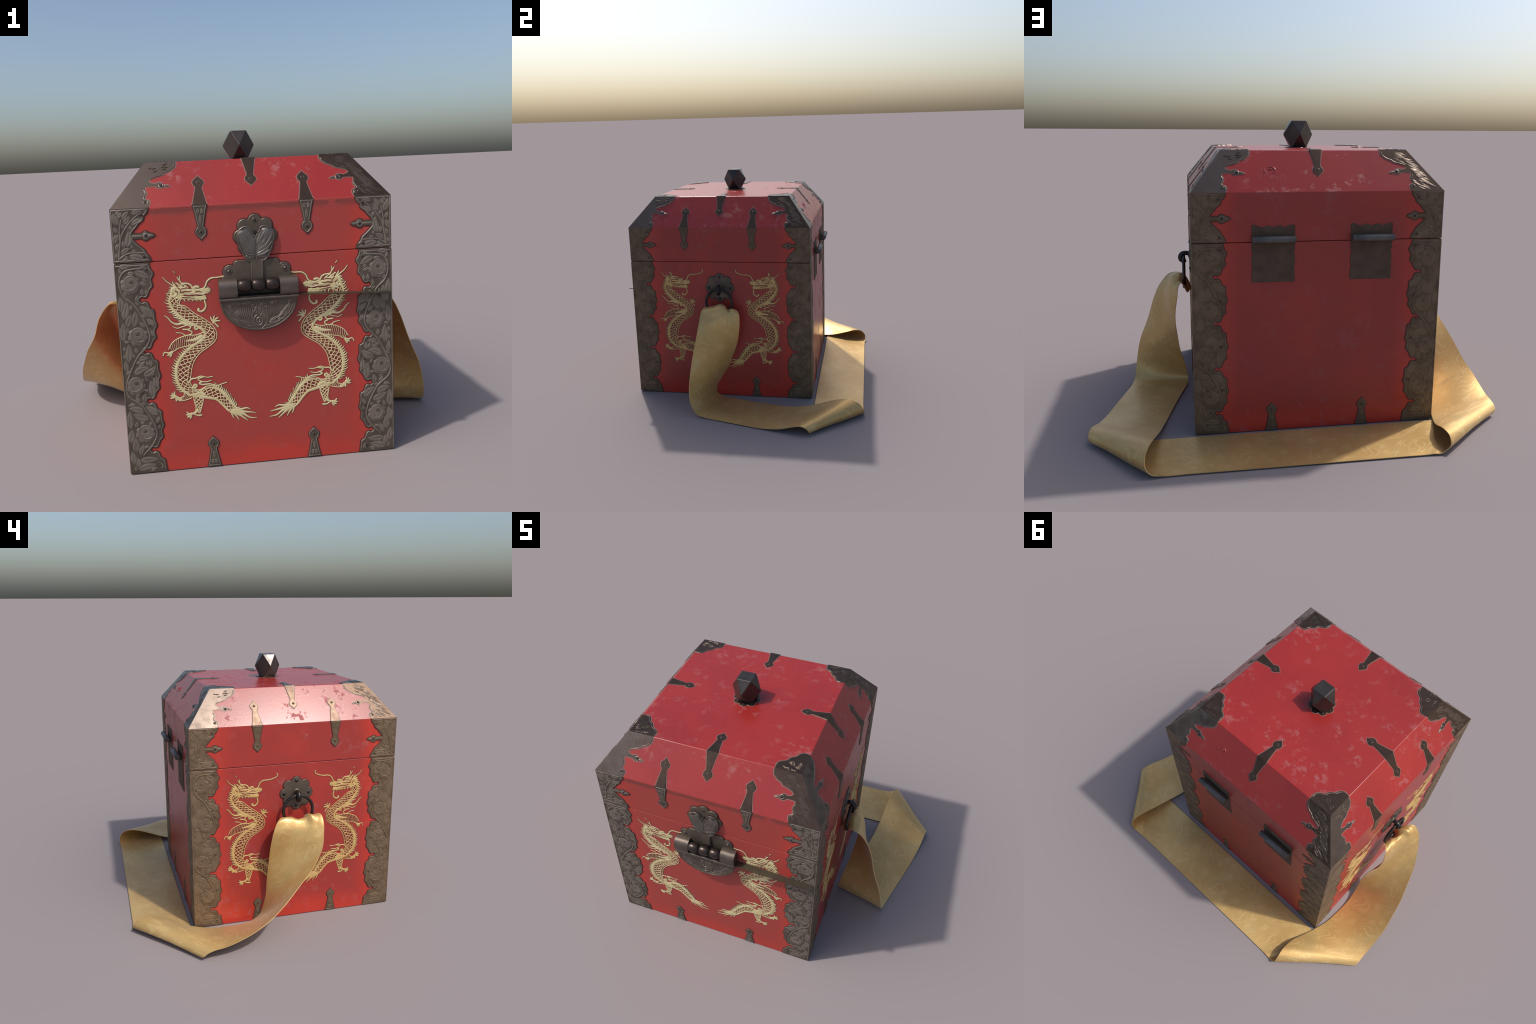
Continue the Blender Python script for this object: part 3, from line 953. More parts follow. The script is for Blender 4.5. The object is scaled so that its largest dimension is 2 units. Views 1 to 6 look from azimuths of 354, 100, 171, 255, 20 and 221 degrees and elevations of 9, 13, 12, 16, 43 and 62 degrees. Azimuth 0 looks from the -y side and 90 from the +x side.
    # head: the mass of the face, then jaws, muzzle, brow, crest
    def mass(pts, w, z=0.0):
        S = [p * MM for p in spline(pts, 6)]
        k = len(w) - 1
        W = []
        for i in range(len(S)):
            f = i / (len(S) - 1) * k
            j = min(int(f), k - 1)
            W.append((w[j] + (w[j + 1] - w[j]) * (f - j)) * MM)
        ribbon(mb, S, W, Z + z, 0.0014, GOLD, FLAT)
        ribbon(mb, S, [x + 0.0022 for x in W], 0, 0.0010, BED, FLAT)

    def cut(pts, a, b):
        S = [p * MM for p in spline(pts, 5)]
        ribbon(mb, S, [a * 1.5 * MM, b * 1.5 * MM], Z + 0.0012, 0.0013, SKIN)

    mass([(-350, 792), (-322, 795), (-288, 786), (-256, 781), (-220, 786)], [8, 17, 15, 9, 11])
    mass([(-340, 764), (-308, 765), (-265, 758), (-222, 757)], [5, 8, 6, 5])
    mass([(-352, 770), (-338, 778), (-326, 772)], [6, 8, 5])
    cut([(-318, 786), (-304, 789), (-290, 787), (-278, 790)], 2.2, 1.2)
    cut([(-318, 801), (-298, 803), (-282, 800)], 1.6, 1.0)
    cut([(-332, 806), (-322, 796), (-324, 784)], 1.6, 1.2)
    cut([(-345, 795), (-336, 788), (-338, 780)], 1.5, 1.0)
    cut([(-262, 784), (-248, 786), (-236, 782)], 1.5, 1.0)
    cut([(-310, 774), (-290, 770), (-262, 771), (-236, 769)], 2.2, 1.4)
    cut([(-318, 765), (-296, 762), (-266, 758)], 1.4, 1.0)
    for x, y, dx, dy in ((-352, 800, -16, 10), (-348, 806, -12, 16), (-340, 810, -8, 20), (-330, 812, -4, 18), (-356, 790, -18, 4), (-318, 812, 2, 14)):
        line([(x + 8, y - 8), (x, y), (x + dx, y + dy)], 4.0, 0.6, n=3)
    bold([(-330, 758), (-304, 763), (-278, 755), (-248, 752), (-220, 753)], 4.4, 4.2)
    bold([(-290, 762), (-292, 777), (-280, 783), (-260, 776), (-238, 771), (-217, 778)], 3.4)
    bold([(-268, 768), (-248, 762), (-222, 763)], 2.6)
    bold([(-308, 794), (-294, 796), (-280, 795)], 4.3, 1.7)
    bold([(-314, 823), (-292, 821), (-278, 813), (-270, 798), (-250, 792), (-228, 795)], 2.6, 3.4)
    bold([(-270, 801), (-258, 806), (-248, 804)], 3.9, 4.3)
    bold([(-229, 788), (-216, 787), (-204, 788)], 8.4, 5.0)
    for i in range(7):
        a = radians(-70 + i * 23)
        bold([(-218, 787), (-216 + 20 * cos(a), 787 + 17 * sin(a))], 4.2, 0.5, n=3)
    for i in range(6):
        x = -310 + i * 16.5
        bold([(x, 757 - i), (x + 5, 744 - i)], 3.0, 0.6, n=3)
    bold([(-348, 800), (-332, 789), (-312, 785)], 3.0, 2.1)
    bold([(-338, 770), (-322, 776), (-304, 776)], 2.6, 2.2)
    bold([(-334, 784), (-320, 768), (-312, 756)], 2.6, 2.2)
    bold([(-322, 813), (-312, 804), (-300, 808)], 2.1)
    bold([(-304, 814), (-294, 807), (-288, 798)], 2.1)
    # horns and mane tips
    bold([(-322, 855), (-324, 840), (-318, 826), (-310, 819)], 1.3, 3.4)
    bold([(-334, 851), (-326, 838)], 1.3, 2.1)
    bold([(-354, 833), (-346, 815), (-332, 801), (-320, 796)], 1.3, 3.4)
    bold([(-339, 826), (-326, 818), (-314, 809)], 2.1, 3.0)
    bold([(-392, 854), (-378, 836), (-360, 822), (-348, 812)], 1.3, 2.3)
    bold([(-348, 878), (-340, 868)], 0.9, 1.3)
    # whiskers
    line([(-229, 793), (-218, 806), (-211, 823), (-198, 835), (-184, 839), (-164, 839), (-145, 842), (-126, 848), (-112, 857), (-108, 867), (-114, 871)], 3.6, 2.4)
    bold([(-225, 741), (-221, 721), (-230, 704), (-244, 698), (-254, 704), (-252, 709)], 2.6, 3.9)
    # flames at the shoulder and at the hip
    bold([(-396, 691), (-382, 680), (-368, 661), (-346, 650), (-322, 653), (-302, 645)], 1.3, 4.6)
    bold([(-364, 641), (-346, 633), (-324, 638), (-302, 642), (-290, 633), (-300, 625), (-322, 626)], 1.3, 2.6)
    bold([(-352, 614), (-328, 610), (-314, 600), (-292, 602), (-286, 613), (-300, 621)], 1.3, 2.6)
    bold([(-246, 626), (-258, 633), (-270, 636), (-273, 627), (-266, 622), (-260, 627)], 3.9, 3.0)
    bold([(-210, 410), (-234, 408), (-260, 415), (-280, 408), (-300, 406), (-312, 392)], 1.3, 3.0)
    bold([(-217, 393), (-240, 388), (-266, 395), (-272, 404), (-252, 410)], 1.3, 2.6)
    bold([(-151, 378), (-172, 373), (-194, 367), (-223, 377), (-254, 377), (-268, 383), (-258, 391)], 1.3, 3.2)
    bold([(-300, 366), (-286, 367), (-279, 375), (-288, 380), (-294, 373)], 3.4)
    # tail plume
    for pts, w in (([(-134, 251), (-98, 251), (-70, 255), (-54, 247)], 6.9), ([(-128, 246), (-90, 240), (-59, 235), (-32, 230)], 7.7),
                   ([(-130, 241), (-90, 231), (-60, 211), (-29, 206)], 7.7), ([(-130, 239), (-104, 227), (-82, 209), (-68, 197)], 6.9),
                   ([(-132, 239), (-116, 221), (-106, 203)], 5.2), ([(-138, 240), (-134, 225), (-128, 212)], 4.3), ([(-120, 259), (-97, 261)], 4.3)):
        line(pts, w, 1.2)
    return mb.data("dragon", [M_GOLD, M_CONTOUR, M_SKINBED])


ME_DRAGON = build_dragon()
ME_DRAGON_SIDE = restyle(ME_DRAGON, [M_GOLD2, M_CONTOUR, M_SKINBED])
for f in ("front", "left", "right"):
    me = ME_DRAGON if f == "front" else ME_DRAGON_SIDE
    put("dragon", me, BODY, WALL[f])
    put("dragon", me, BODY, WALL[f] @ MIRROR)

# ------------------------------------------------------------------ lock on the front
F = WALL["front"]
OX = 0.0015
mb = Mesh()
half = [(0.0, 0.906), (0.084, 0.906), (0.093, 0.902), (0.098, 0.893), (0.099, 0.884), (0.106, 0.888), (0.118, 0.889), (0.132, 0.884), (0.141, 0.872), (0.143, 0.858),
        (0.141, 0.846), (0.148, 0.836), (0.150, 0.822), (0.150, 0.700), (0.0, 0.700)]
P = [(x, y) for x, y in half] + [(-x, y) for x, y in half[-2:0:-1]]
backing(mb, P, 0.004, 1)
plate(mb, P, 0.007, 0.0025)
for s in (1, -1):
    rivet(mb, (s * 0.119, 0.863), 0.007, 0.011, 2, 2)
    dome(mb, (s * 0.119, 0.863), 0.005, 0.009, 0.005, 0)
LOCK = put("lock", mb.data("lock", [M_LOCKDARK, M_CONTOUR, M_LOCK]), ROOT, F @ T((OX, 0, 0)))

mb = Mesh()
R = rosette_outline(0.062, 0.030)
backing(mb, R, 0.004, 1)
plate(mb, R, 0.008, 0.003)
for a in (0, 90, 180, 270):
    c = (0.066 * cos(radians(a)), 0.066 * sin(radians(a)))
    rivet(mb, c, 0.008, 0.008, 2, 0)
ribbon(mb, [(-0.014, 0.016), (0.014, 0.012)], 0.003, 0.008, 0.008, 2)
ribbon(mb, [(0, 0.024), (0, 0.004)], 0.003, 0.008, 0.008, 2)
put("lock_rosette", mb.data("lock_rosette", [M_LOCKDARK, M_CONTOUR, M_IRON]), LOCK, F @ T((OX, 1.005, 0)))

# butterfly-shaped hasp with its tongue
mb = Mesh()
wing = [(0.000, 1.010), (0.009, 1.020), (0.018, 1.034), (0.034, 1.048), (0.054, 1.047), (0.072, 1.033), (0.080, 1.010), (0.077, 0.985), (0.070, 0.962), (0.062, 0.940),
        (0.052, 0.920), (0.040, 0.908), (0.027, 0.904)]
right = [tuple(p) for p in spline(wing, 3)]
P = right + [(0.027, 0.822), (-0.027, 0.822)] + [(-x, y) for x, y in right[:0:-1]]
plate(mb, P, 0.005, 0.002, None, 0, 0.011)
z = 0.016
for s in (1, -1):
    ribbon(mb, [(s * (x - 0.004 if x > 0.02 else x + 0.002), y - 0.002) for x, y in spline(wing[1:], 4)], 0.0026, z, 0.0016, 1)
    ribbon(mb, spline([(s * 0.012, 0.918), (s * 0.030, 0.965), (s * 0.044, 1.005), (s * 0.053, 1.034)], 5), [0.006 + 0.024 * sin(pi * min(1, 0.16 + 0.6 * i / 15)) ** 0.8 - (0.010 if i == 15 else 0) for i in range(16)], z - 0.001, 0.0070, 1, caps=False)
    for k, (x, y, w) in enumerate(((0.026, 1.034, 0.013), (0.050, 1.041, 0.019), (0.070, 1.018, 0.019), (0.068, 0.984, 0.016), (0.058, 0.950, 0.012))):
        leaf(mb, (s * 0.003, 0.922 + 0.007 * (5 - k)), (s * x, y), w, -0.10 * s, z + 0.0022, 0.0042, 1, n=12)
    sp = [(s * (0.034 + 0.012 * (1 - k / 18) * cos(k * 0.55)), 0.919 + 0.010 * (1 - k / 18) * sin(k * 0.55)) for k in range(18)]
    ribbon(mb, sp, 0.002, z, 0.003, 1)
leaf(mb, (0, 0.960), (0, 1.006), 0.010, 0, z, 0.006, 1)
ribbon(mb, [(0, 0.905), (0, 0.960)], [0.003, 0.006], z, 0.004, 1)
for s in (1, -1):
    ribbon(mb, [(s * 0.022, 0.897), (s * 0.022, 0.830)], 0.002, z, 0.001, 1)
put("butterfly_hasp", mb.data("butterfly_hasp", [M_LOCKDARK, metal("wing_steel", (0.15, 0.13, 0.115), (0.21, 0.19, 0.17), 0.38, 0.85)]), LOCK, F @ T((OX, 0, 0)))

# barrel: two closed ends, a lower ledge and a dark opening between them
mb = Mesh()
def barrel_profile(r=6):
    pr = [(0.742, 0.004), (0.742, 0.046)]
    pr += [(0.748 - 0.0, 0.0465), (0.754, 0.043), (0.758, 0.047), (0.764, 0.051), (0.772, 0.0525), (0.800, 0.0525)]
    pr += [(0.800 + 0.032 * sin(a), 0.0205 + 0.032 * cos(a)) for a in [radians(10 * i) for i in range(1, 10)]]
    pr += [(0.832, 0.004)]
    return pr
W = 0.166
extrude_x(mb, barrel_profile(), -W, -0.089, 0, False)
extrude_x(mb, barrel_profile(), 0.089, W, 0, False)
extrude_x(mb, [(0.742, 0.004), (0.742, 0.046), (0.748, 0.0465), (0.754, 0.043), (0.760, 0.046), (0.760, 0.034), (0.752, 0.030), (0.752, 0.004)], -0.0895, 0.0895, 0)
box(mb, (-0.0892, 0.750, 0.004), (0.0892, 0.790, 0.012), 1)
ribbon(mb, [(-W + 0.001, 0.748), (W - 0.001, 0.748)], 0.006, 0.045, 0.0042, 0, caps=False)
put("lock_barrel", mb.data("lock_barrel", [M_LOCK, M_IRON]), LOCK, F @ T((OX, 0, 0)))

def bead():
    mb = Mesh()
    V, Fc, seg = [], [], 20
    prof = [(-0.0292, 0.004), (-0.0285, 0.0165), (-0.0245, 0.0215), (-0.016, 0.0252), (0, 0.0268), (0.016, 0.0252), (0.0245, 0.0215), (0.0285, 0.0165), (0.0292, 0.004)]
    for x, r in prof:
        V += [(x, r * cos(2 * pi * i / seg), r * sin(2 * pi * i / seg)) for i in range(seg)]
    for j in range(len(prof) - 1):
        Fc += [(j * seg + i, j * seg + (i + 1) % seg, (j + 1) * seg + (i + 1) % seg, (j + 1) * seg + i) for i in range(seg)]
    mb.add(V, Fc, 0, True)
    return mb.data("bead", [M_BEAD])

ME_BEAD = bead()
for x in (-0.0585, 0.0, 0.0585):
    put("bead", ME_BEAD, LOCK, F @ T((OX + x, 0.805, 0.038)))

# half-moon apron under the barrel, engraved
mb = Mesh()
arc = [(0.163 * cos(a), 0.742 - 0.136 * abs(sin(a)) ** 0.95) for a in [pi * i / 40 for i in range(41)]]
P = [(0.163, 0.745)] + arc[1:-1] + [(-0.163, 0.745)]
plate(mb, P, 0.006, 0.002, None, 0, 0.030)
z = 0.036
ribbon(mb, [(x * 0.965, 0.742 - (0.742 - y) * 0.955) for x, y in arc[1:-1]], 0.003, z, 0.0022, 2)
for s in (1, -1):
    ribbon(mb, [(x * s * 0.9, 0.742 - (0.742 - y) * 0.86) for x, y in arc[3:19]], 0.0016, z, 0.0014, 1)
    for i in range(9):
        leaf(mb, (s * (0.040 + i * 0.009), 0.655 + i * 0.003), (s * (0.030 + i * 0.0075), 0.722 - i * 0.002), 0.0032, 0.12 * s, z, 0.002, 1)
    for i in range(5):
        leaf(mb, (s * (0.070 + i * 0.004), 0.655 + i * 0.006), (s * (0.118 + i * 0.004), 0.700 + i * 0.007), 0.003, -0.15 * s, z, 0.002, 1)
    sp = [(s * (0.024 + 0.016 * (1 - k / 22) * cos(k * 0.5 + 1)), 0.716 + 0.016 * (1 - k / 22) * sin(k * 0.5 + 1)) for k in range(20)]
    ribbon(mb, sp, 0.0024, z, 0.0022, 1)
    sp = [(s * (0.094 + 0.012 * (1 - k / 20) * cos(k * 0.5)), 0.728 + 0.010 * (1 - k / 20) * sin(k * 0.5)) for k in range(18)]
    ribbon(mb, sp, 0.002, z, 0.002, 1)
    ribbon(mb, spline([(s * 0.004, 0.612), (s * 0.030, 0.640), (s * 0.030, 0.680), (s * 0.012, 0.705)], 6), [0.002, 0.003], z, 0.0022, 1)
sp = [(-0.004 + 0.024 * (1 - k / 30) * cos(k * 0.42 + 2), 0.650 + 0.026 * (1 - k / 30) * sin(k * 0.42 + 2)) for k in range(27)]
ribbon(mb, sp, 0.003, z, 0.0026, 1)
taken = [(Vector(p), 0.005) for p in sp]
for s in (1, -1):
    taken += [(p, 0.004) for p in spline([(s * 0.004, 0.612), (s * 0.030, 0.640), (s * 0.030, 0.680), (s * 0.012, 0.705)], 6)]
    taken += [(Vector((s * 0.024, 0.716)), 0.018), (Vector((s * 0.094, 0.728)), 0.013)]
    taken += [(Vector((s * (0.035 + i * 0.0085), 0.655 + i * 0.003 + j * 0.013)), 0.005) for i in range(9) for j in range(5)]
field = [(x * 0.86, 0.735 - (0.742 - y) * 0.82) for x, y in arc][::-1] + [(0.135, 0.736)]
fill_leaves(mb, field, taken, lambda p: atan2(p.y - 0.62, p.x) + 0.4, z, ((0.055, 0.006), (0.040, 0.006), (0.026, 0.005), (0.018, 0.004)), 8)
put("lock_apron", mb.data("lock_apron", [M_LOCKDARK, M_BRASS if False else metal("apron_relief", (0.15, 0.125, 0.10), (0.20, 0.17, 0.14), 0.42, 0.75), M_LOCK]), LOCK, F @ T((OX, 0, 0)))

# thin bolt that slides out of the barrel to the right
mb = Mesh()
n = 12
V, Fc = [], []
for i in range(n + 1):
    x = 0.10 + (0.570 - 0.10) * i / n
    zc = 0.754 - 0.026 * (i / n)
    tip = max(0.0, (i - n + 1))
    for y_, o in ((0.0, 0.006), (0.0, 0.040 - 0.004 * tip), (0.003, 0.043 - 0.006 * tip), (0.0046, 0.043 - 0.006 * tip), (0.0046, 0.006)):
        V.append((x, zc + y_, o))
for i in range(n):
    for k in range(5):
        Fc.append((i * 5 + k, i * 5 + (k + 1) % 5, i * 5 + 5 + (k + 1) % 5, i * 5 + 5 + k))
Fc += [(0, 1, 2, 3, 4), tuple(n * 5 + k for k in (4, 3, 2, 1, 0))]
mb.add(V, Fc, 0)
put("bolt", mb.data("bolt", [metal("bolt_metal", (0.055, 0.045, 0.030), (0.085, 0.070, 0.048), 0.38, 0.5)]), LOCK, F @ T((OX, 0, 0)))

# ------------------------------------------------------------------ ring handles
def ring_mesh():
    mb = Mesh()
    tube(mb, [(0.085 * cos(t), 0.085 * sin(t), 0) for t in [2 * pi * i / 48 for i in range(48)]], 0.0088, 0, 12, True)
    return mb.data("ring", [M_IRON])


def ring_rosette():
    mb = Mesh()
    R = rosette_outline(0.065, 0.029)
    backing(mb, R, 0.004, 1)
    plate(mb, R, 0.006, 0.0025)
    for a in (0, 90, 180, 270):
        c = (0.072 * cos(radians(a)), 0.072 * sin(radians(a)))
        dome(mb, c, 0.0105, 0.006, 0.0045, 2)
    dome(mb, (0, 0.006), 0.022, 0.006, 0.010, 0, 18, 5)
    return mb.data("handle_rosette", [M_LOCKDARK, M_CONTOUR, M_IRON])


def staple():
    mb = Mesh()
    path = spline([(0, 0.008, 0.008), (0, 0.012, 0.026), (0, 0.008, 0.044), (0, -0.006, 0.054), (0, -0.022, 0.052), (0, -0.030, 0.040), (0, -0.026, 0.026)], 5)
    k = len(path)
    tube(mb, path, [0.011 + 0.003 * sin(pi * i / (k - 1)) for i in range(k)], 0, 12)
    return mb.data("staple", [M_IRON])


ME_RING, ME_RROS, ME_STAPLE = ring_mesh(), ring_rosette(), staple()
for f in ("left", "right"):
    h = put("ring_handle", ME_RROS, ROOT, WALL[f] @ T((0, 0.752, 0)))
    put("staple", ME_STAPLE, h, WALL[f] @ T((0, 0.752, 0)))
    put("ring", ME_RING, h, WALL[f] @ T((0, 0.752 - 0.006 - 0.083, 0.038)))

# ------------------------------------------------------------------ hinges at the back
def hinge():
    mb = Mesh()
    w = 0.0995
    topw = [(w, 0.998), (w - 0.022, 1.000), (w - 0.046, 0.990), (w - 0.072, 0.998), (0, 0.991), (-w + 0.072, 0.998), (-w + 0.046, 0.990), (-w + 0.016, 1.001), (-w, 0.999)]
    P = [(-w, 0.737), (w, 0.735), (w - 0.001, 0.790), (w - 0.005, 0.803), (w, 0.815), (w - 0.001, 0.860), (w - 0.006, 0.872), (w, 0.884)] + [tuple(p) for p in spline(topw, 4)]
    P += [(-w, 0.884), (-w + 0.006, 0.872), (-w + 0.001, 0.860), (-w, 0.815), (-w + 0.005, 0.803), (-w + 0.001, 0.790)]
    plate(mb, P, 0.004, 0.0015)
    for s in (1, -1):
        for y in (0.803, 0.872):
            ribbon(mb, [(s * (w - 0.002), y + 0.016), (s * (w - 0.010), y), (s * (w - 0.002), y - 0.016)], 0.0016, 0.0034, 0.0010, 0)
    return mb.data("hinge", [M_HINGE, M_RIM])


def hinge_pin():
    mb = Mesh()
    tube(mb, [(-0.0985, 0.938, 0.032), (-0.0965, 0.938, 0.032), (0.0965, 0.938, 0.032), (0.0985, 0.938, 0.032)], [0.0145, 0.0162, 0.0162, 0.0145], 0, 20)
    box(mb, (-0.094, 0.921, 0.0035), (0.094, 0.925, 0.032), 1)
    return mb.data("hinge_pin", [M_PIN, M_HINGE])


ME_HINGE, ME_PIN = hinge(), hinge_pin()
for x in (-0.2165, 0.2440):
    m = WALL["back"] @ T((x, 0, 0))
    h = put("hinge", ME_HINGE, ROOT, m)
    put("hinge_pin", ME_PIN, h, m)

# ------------------------------------------------------------------ sash
# Rungs across the cloth, (outer edge), (inner edge): from the right-hand ring down to the ground,
# rolled over at the back corner, along the back, rolled again and up to the left-hand ring.
SASH = [
    ((0.533, -0.190, 0.560), (0.533, -0.090, 0.556)),
    ((0.546, -0.208, 0.598), (0.548, -0.068, 0.592)),
    ((0.575, -0.226, 0.638), (0.566, -0.038, 0.625)),
    ((0.628, -0.236, 0.636), (0.584, -0.010, 0.610)),
    ((0.680, -0.242, 0.578), (0.592, -0.001, 0.552)),
    ((0.714, -0.255, 0.495), (0.597, -0.009, 0.477)),
    ((0.743, -0.269, 0.411), (0.598, -0.025, 0.400)),
    ((0.774, -0.279, 0.327), (0.593, -0.053, 0.322)),
    ((0.805, -0.286, 0.246), (0.584, -0.086, 0.243)),
    ((0.825, -0.290, 0.156), (0.567, -0.134, 0.164)),
    ((0.837, -0.275, 0.069), (0.550, -0.179, 0.082)),
    ((0.844, -0.240, 0.018), (0.543, -0.182, 0.030)),
    ((0.855, -0.185, 0.005), (0.550, -0.145, 0.010)),
    ((0.878, -0.090, 0.004), (0.582, -0.020, 0.005)),
    ((0.915, 0.050, 0.004), (0.622, 0.150, 0.005)),
    ((0.950, 0.190, 0.006), (0.658, 0.320, 0.010)),
    ((0.974, 0.300, 0.022), (0.680, 0.460, 0.036)),
    ((0.986, 0.370, 0.044), (0.690, 0.570, 0.074)),
    ((0.994, 0.420, 0.056), (0.700, 0.650, 0.098)),
    ((0.999, 0.452, 0.050), (0.714, 0.712, 0.104)),
    ((0.999, 0.470, 0.034), (0.728, 0.762, 0.086)),
    ((0.990, 0.478, 0.016), (0.728, 0.789, 0.048)),
    ((0.965, 0.478, 0.007), (0.706, 0.793, 0.018)),
    ((0.910, 0.477, 0.005), (0.655, 0.789, 0.006)),
    ((0.780, 0.476, 0.004), (0.560, 0.786, 0.004)),
    ((0.500, 0.475, 0.004), (0.380, 0.786, 0.004)),
    ((0.150, 0.475, 0.004), (0.100, 0.786, 0.004)),
    ((-0.200, 0.475, 0.004), (-0.170, 0.785, 0.004)),
    ((-0.560, 0.474, 0.004), (-0.400, 0.785, 0.004)),
    ((-0.800, 0.472, 0.004), (-0.530, 0.786, 0.006)),
    ((-0.920, 0.472, 0.006), (-0.585, 0.789, 0.016)),
    ((-0.970, 0.470, 0.012), (-0.612, 0.786, 0.044)),
    ((-0.994, 0.460, 0.026), (-0.614, 0.760, 0.074)),
    ((-0.999, 0.440, 0.044), (-0.606, 0.710, 0.084)),
    ((-0.998, 0.405, 0.056), (-0.606, 0.640, 0.066)),
    ((-0.998, 0.345, 0.066), (-0.640, 0.520, 0.026)),
    ((-0.999, 0.270, 0.090), (-0.682, 0.385, 0.007)),
    ((-0.995, 0.190, 0.124), (-0.696, 0.270, 0.006)),
    ((-0.980, 0.105, 0.168), (-0.700, 0.166, 0.014)),
    ((-0.960, 0.010, 0.244), (-0.690, 0.080, 0.052)),
    ((-0.931, -0.071, 0.318), (-0.686, 0.045, 0.150)),
    ((-0.894, -0.164, 0.403), (-0.700, 0.040, 0.270)),
    ((-0.845, -0.232, 0.492), (-0.724, 0.036, 0.390)),
    ((-0.816, -0.250, 0.560), (-0.745, 0.030, 0.500)),
    ((-0.788, -0.256, 0.612), (-0.752, 0.014, 0.580)),
    ((-0.755, -0.250, 0.652), (-0.738, -0.014, 0.628)),
    ((-0.712, -0.215, 0.630), (-0.706, -0.050, 0.632)),
    ((-0.690, -0.205, 0.596), (-0.690, -0.072, 0.596)),
    ((-0.676, -0.190, 0.560), (-0.676, -0.092, 0.558)),
]


class Sash:
    NT = 28

    def __init__(self):
        A = [Vector(a) for a, b in SASH]
        B = [Vector(b) for a, b in SASH]
        M = [(a + b) / 2 for a, b in zip(A, B)]
        self.S = [0.0]
        for i in range(1, len(M)):
            step = max((A[i] - A[i - 1]).length, (B[i] - B[i - 1]).length, (M[i] - M[i - 1]).length)
            self.S.append(self.S[-1] + step)
        self.A, self.B, self.L = A, B, self.S[-1]
        self.TA, self.TB = self.tang(A), self.tang(B)

    def tang(self, P):
        T, S, n = [], self.S, len(P)
        for i in range(n):
            if i == 0:
                T.append((P[1] - P[0]) / (S[1] - S[0]))
            elif i == n - 1:
                T.append((P[-1] - P[-2]) / (S[-1] - S[-2]))
            else:
                h0, h1 = S[i] - S[i - 1], S[i + 1] - S[i]
                d0, d1 = (P[i] - P[i - 1]) / h0, (P[i + 1] - P[i]) / h1
                T.append((d0 * h1 + d1 * h0) / (h0 + h1))
        return T

    def edge(self, P, T, i, h, f):
        f2, f3 = f * f, f ** 3
        return (P[i] * (2 * f3 - 3 * f2 + 1) + T[i] * h * (f3 - 2 * f2 + f) + P[i + 1] * (3 * f2 - 2 * f3) + T[i + 1] * h * (f3 - f2))

    def raw(self, s, t):
        s = min(max(s, 0), self.L)
        i = 0
        while i < len(self.S) - 2 and self.S[i + 1] < s:
            i += 1
        h = self.S[i + 1] - self.S[i]
        f = (s - self.S[i]) / h
        return self.edge(self.A, self.TA, i, h, f).lerp(self.edge(self.B, self.TB, i, h, f), t)

    def normal_raw(self, s, t):
        e = 0.004
        ds = self.raw(s + e, t) - self.raw(s - e, t)
        dt = self.raw(s, min(t + 0.02, 1)) - self.raw(s, max(t - 0.02, 0))
        n = ds.cross(dt)
        return n.normalized() if n.length > 1e-12 else Vector((0, 0, 1))

    def point(self, s, t):
        p = self.raw(s, t)
        d = min(s, self.L - s)                 # distance from the nearer ring
        near = math.exp(-((d - 0.10) / 0.085) ** 2) if d > 0.10 else 1.0
        tight = math.exp(-(d / 0.06) ** 2)
        w = 0.0
        end = 0.0 if s < self.L / 2 else 1.7
        if near > 0.01:
            env = sin(pi * t) ** 0.5
            g = lambda c, k: math.exp(-((t - c) / k) ** 2)
            w += near * env * (0.024 * sin(pi * t) ** 2 - 0.020 * g(0.77 if end == 0.0 else 0.22, 0.050 + 0.1 * d) + 0.009 * g(0.90 if end == 0.0 else 0.10, 0.06) - 0.006 * g(0.33 if end == 0.0 else 0.68, 0.11))
            w -= 0.007 * env * math.exp(-((d - 0.150 - 0.05 * sin(5 * t + end)) / 0.022) ** 2)
        far = math.exp(-((d - 0.30) / 0.16) ** 2)
        w += far * 0.006 * sin(2 * pi * (1.1 * t - 2.2 * d) + end)
        if d < 0.95:                           # the hanging part cups gently across its width
            w += 0.010 * sin(pi * t) * math.exp(-((d - 0.45) / 0.25) ** 2)
        # soft unevenness of the cloth lying on the ground
        w += 0.0022 * sin(9 * s + 4 * t) * sin(pi * t) * (1 - near)
        n = self.normal_raw(s, t)
        if s < self.L / 2:
            sign = 1.0
        else:
            sign = -1.0
        p = p + n * (w * sign if d < 0.95 else w)
        p.z = max(p.z, 0.0032)
        return p

    def normal(self, s, t):
        e, q = 0.004, 0.012
        ds = self.point(min(s + e, self.L), t) - self.point(max(s - e, 0), t)
        dt = self.point(s, min(t + q, 1)) - self.point(s, max(t - q, 0))
        n = ds.cross(dt)
        return n.normalized() if n.length > 1e-12 else Vector((0, 0, 1))


SA = Sash()
THICK = 0.0016
mb = Mesh()
NT = SA.NT
stations = []
for i in range(len(SA.S) - 1):
    k = max(3, int((SA.S[i + 1] - SA.S[i]) / 0.012))
    stations += [SA.S[i] + (SA.S[i + 1] - SA.S[i]) * j / k for j in range(k)]
stations.append(SA.L)
NS = len(stations)
front, back = [], []
for s in stations:
    for j in range(NT + 1):
        t = j / NT
        p, n = SA.point(s, t), SA.normal(s, t)
        front.append(p + n * THICK)
        back.append(p - n * THICK)
for L_ in (front, back):
    for p in L_:
        p.z = max(p.z, 0.0006)
K = NT + 1
Fc = [(i * K + j, i * K + K + j, i * K + K + j + 1, i * K + j + 1) for i in range(NS - 1) for j in range(NT)]
mb.add(front, Fc, 0, True)
mb.add(back, [f[::-1] for f in Fc], 0, True)
o = len(front)
allv = front + back
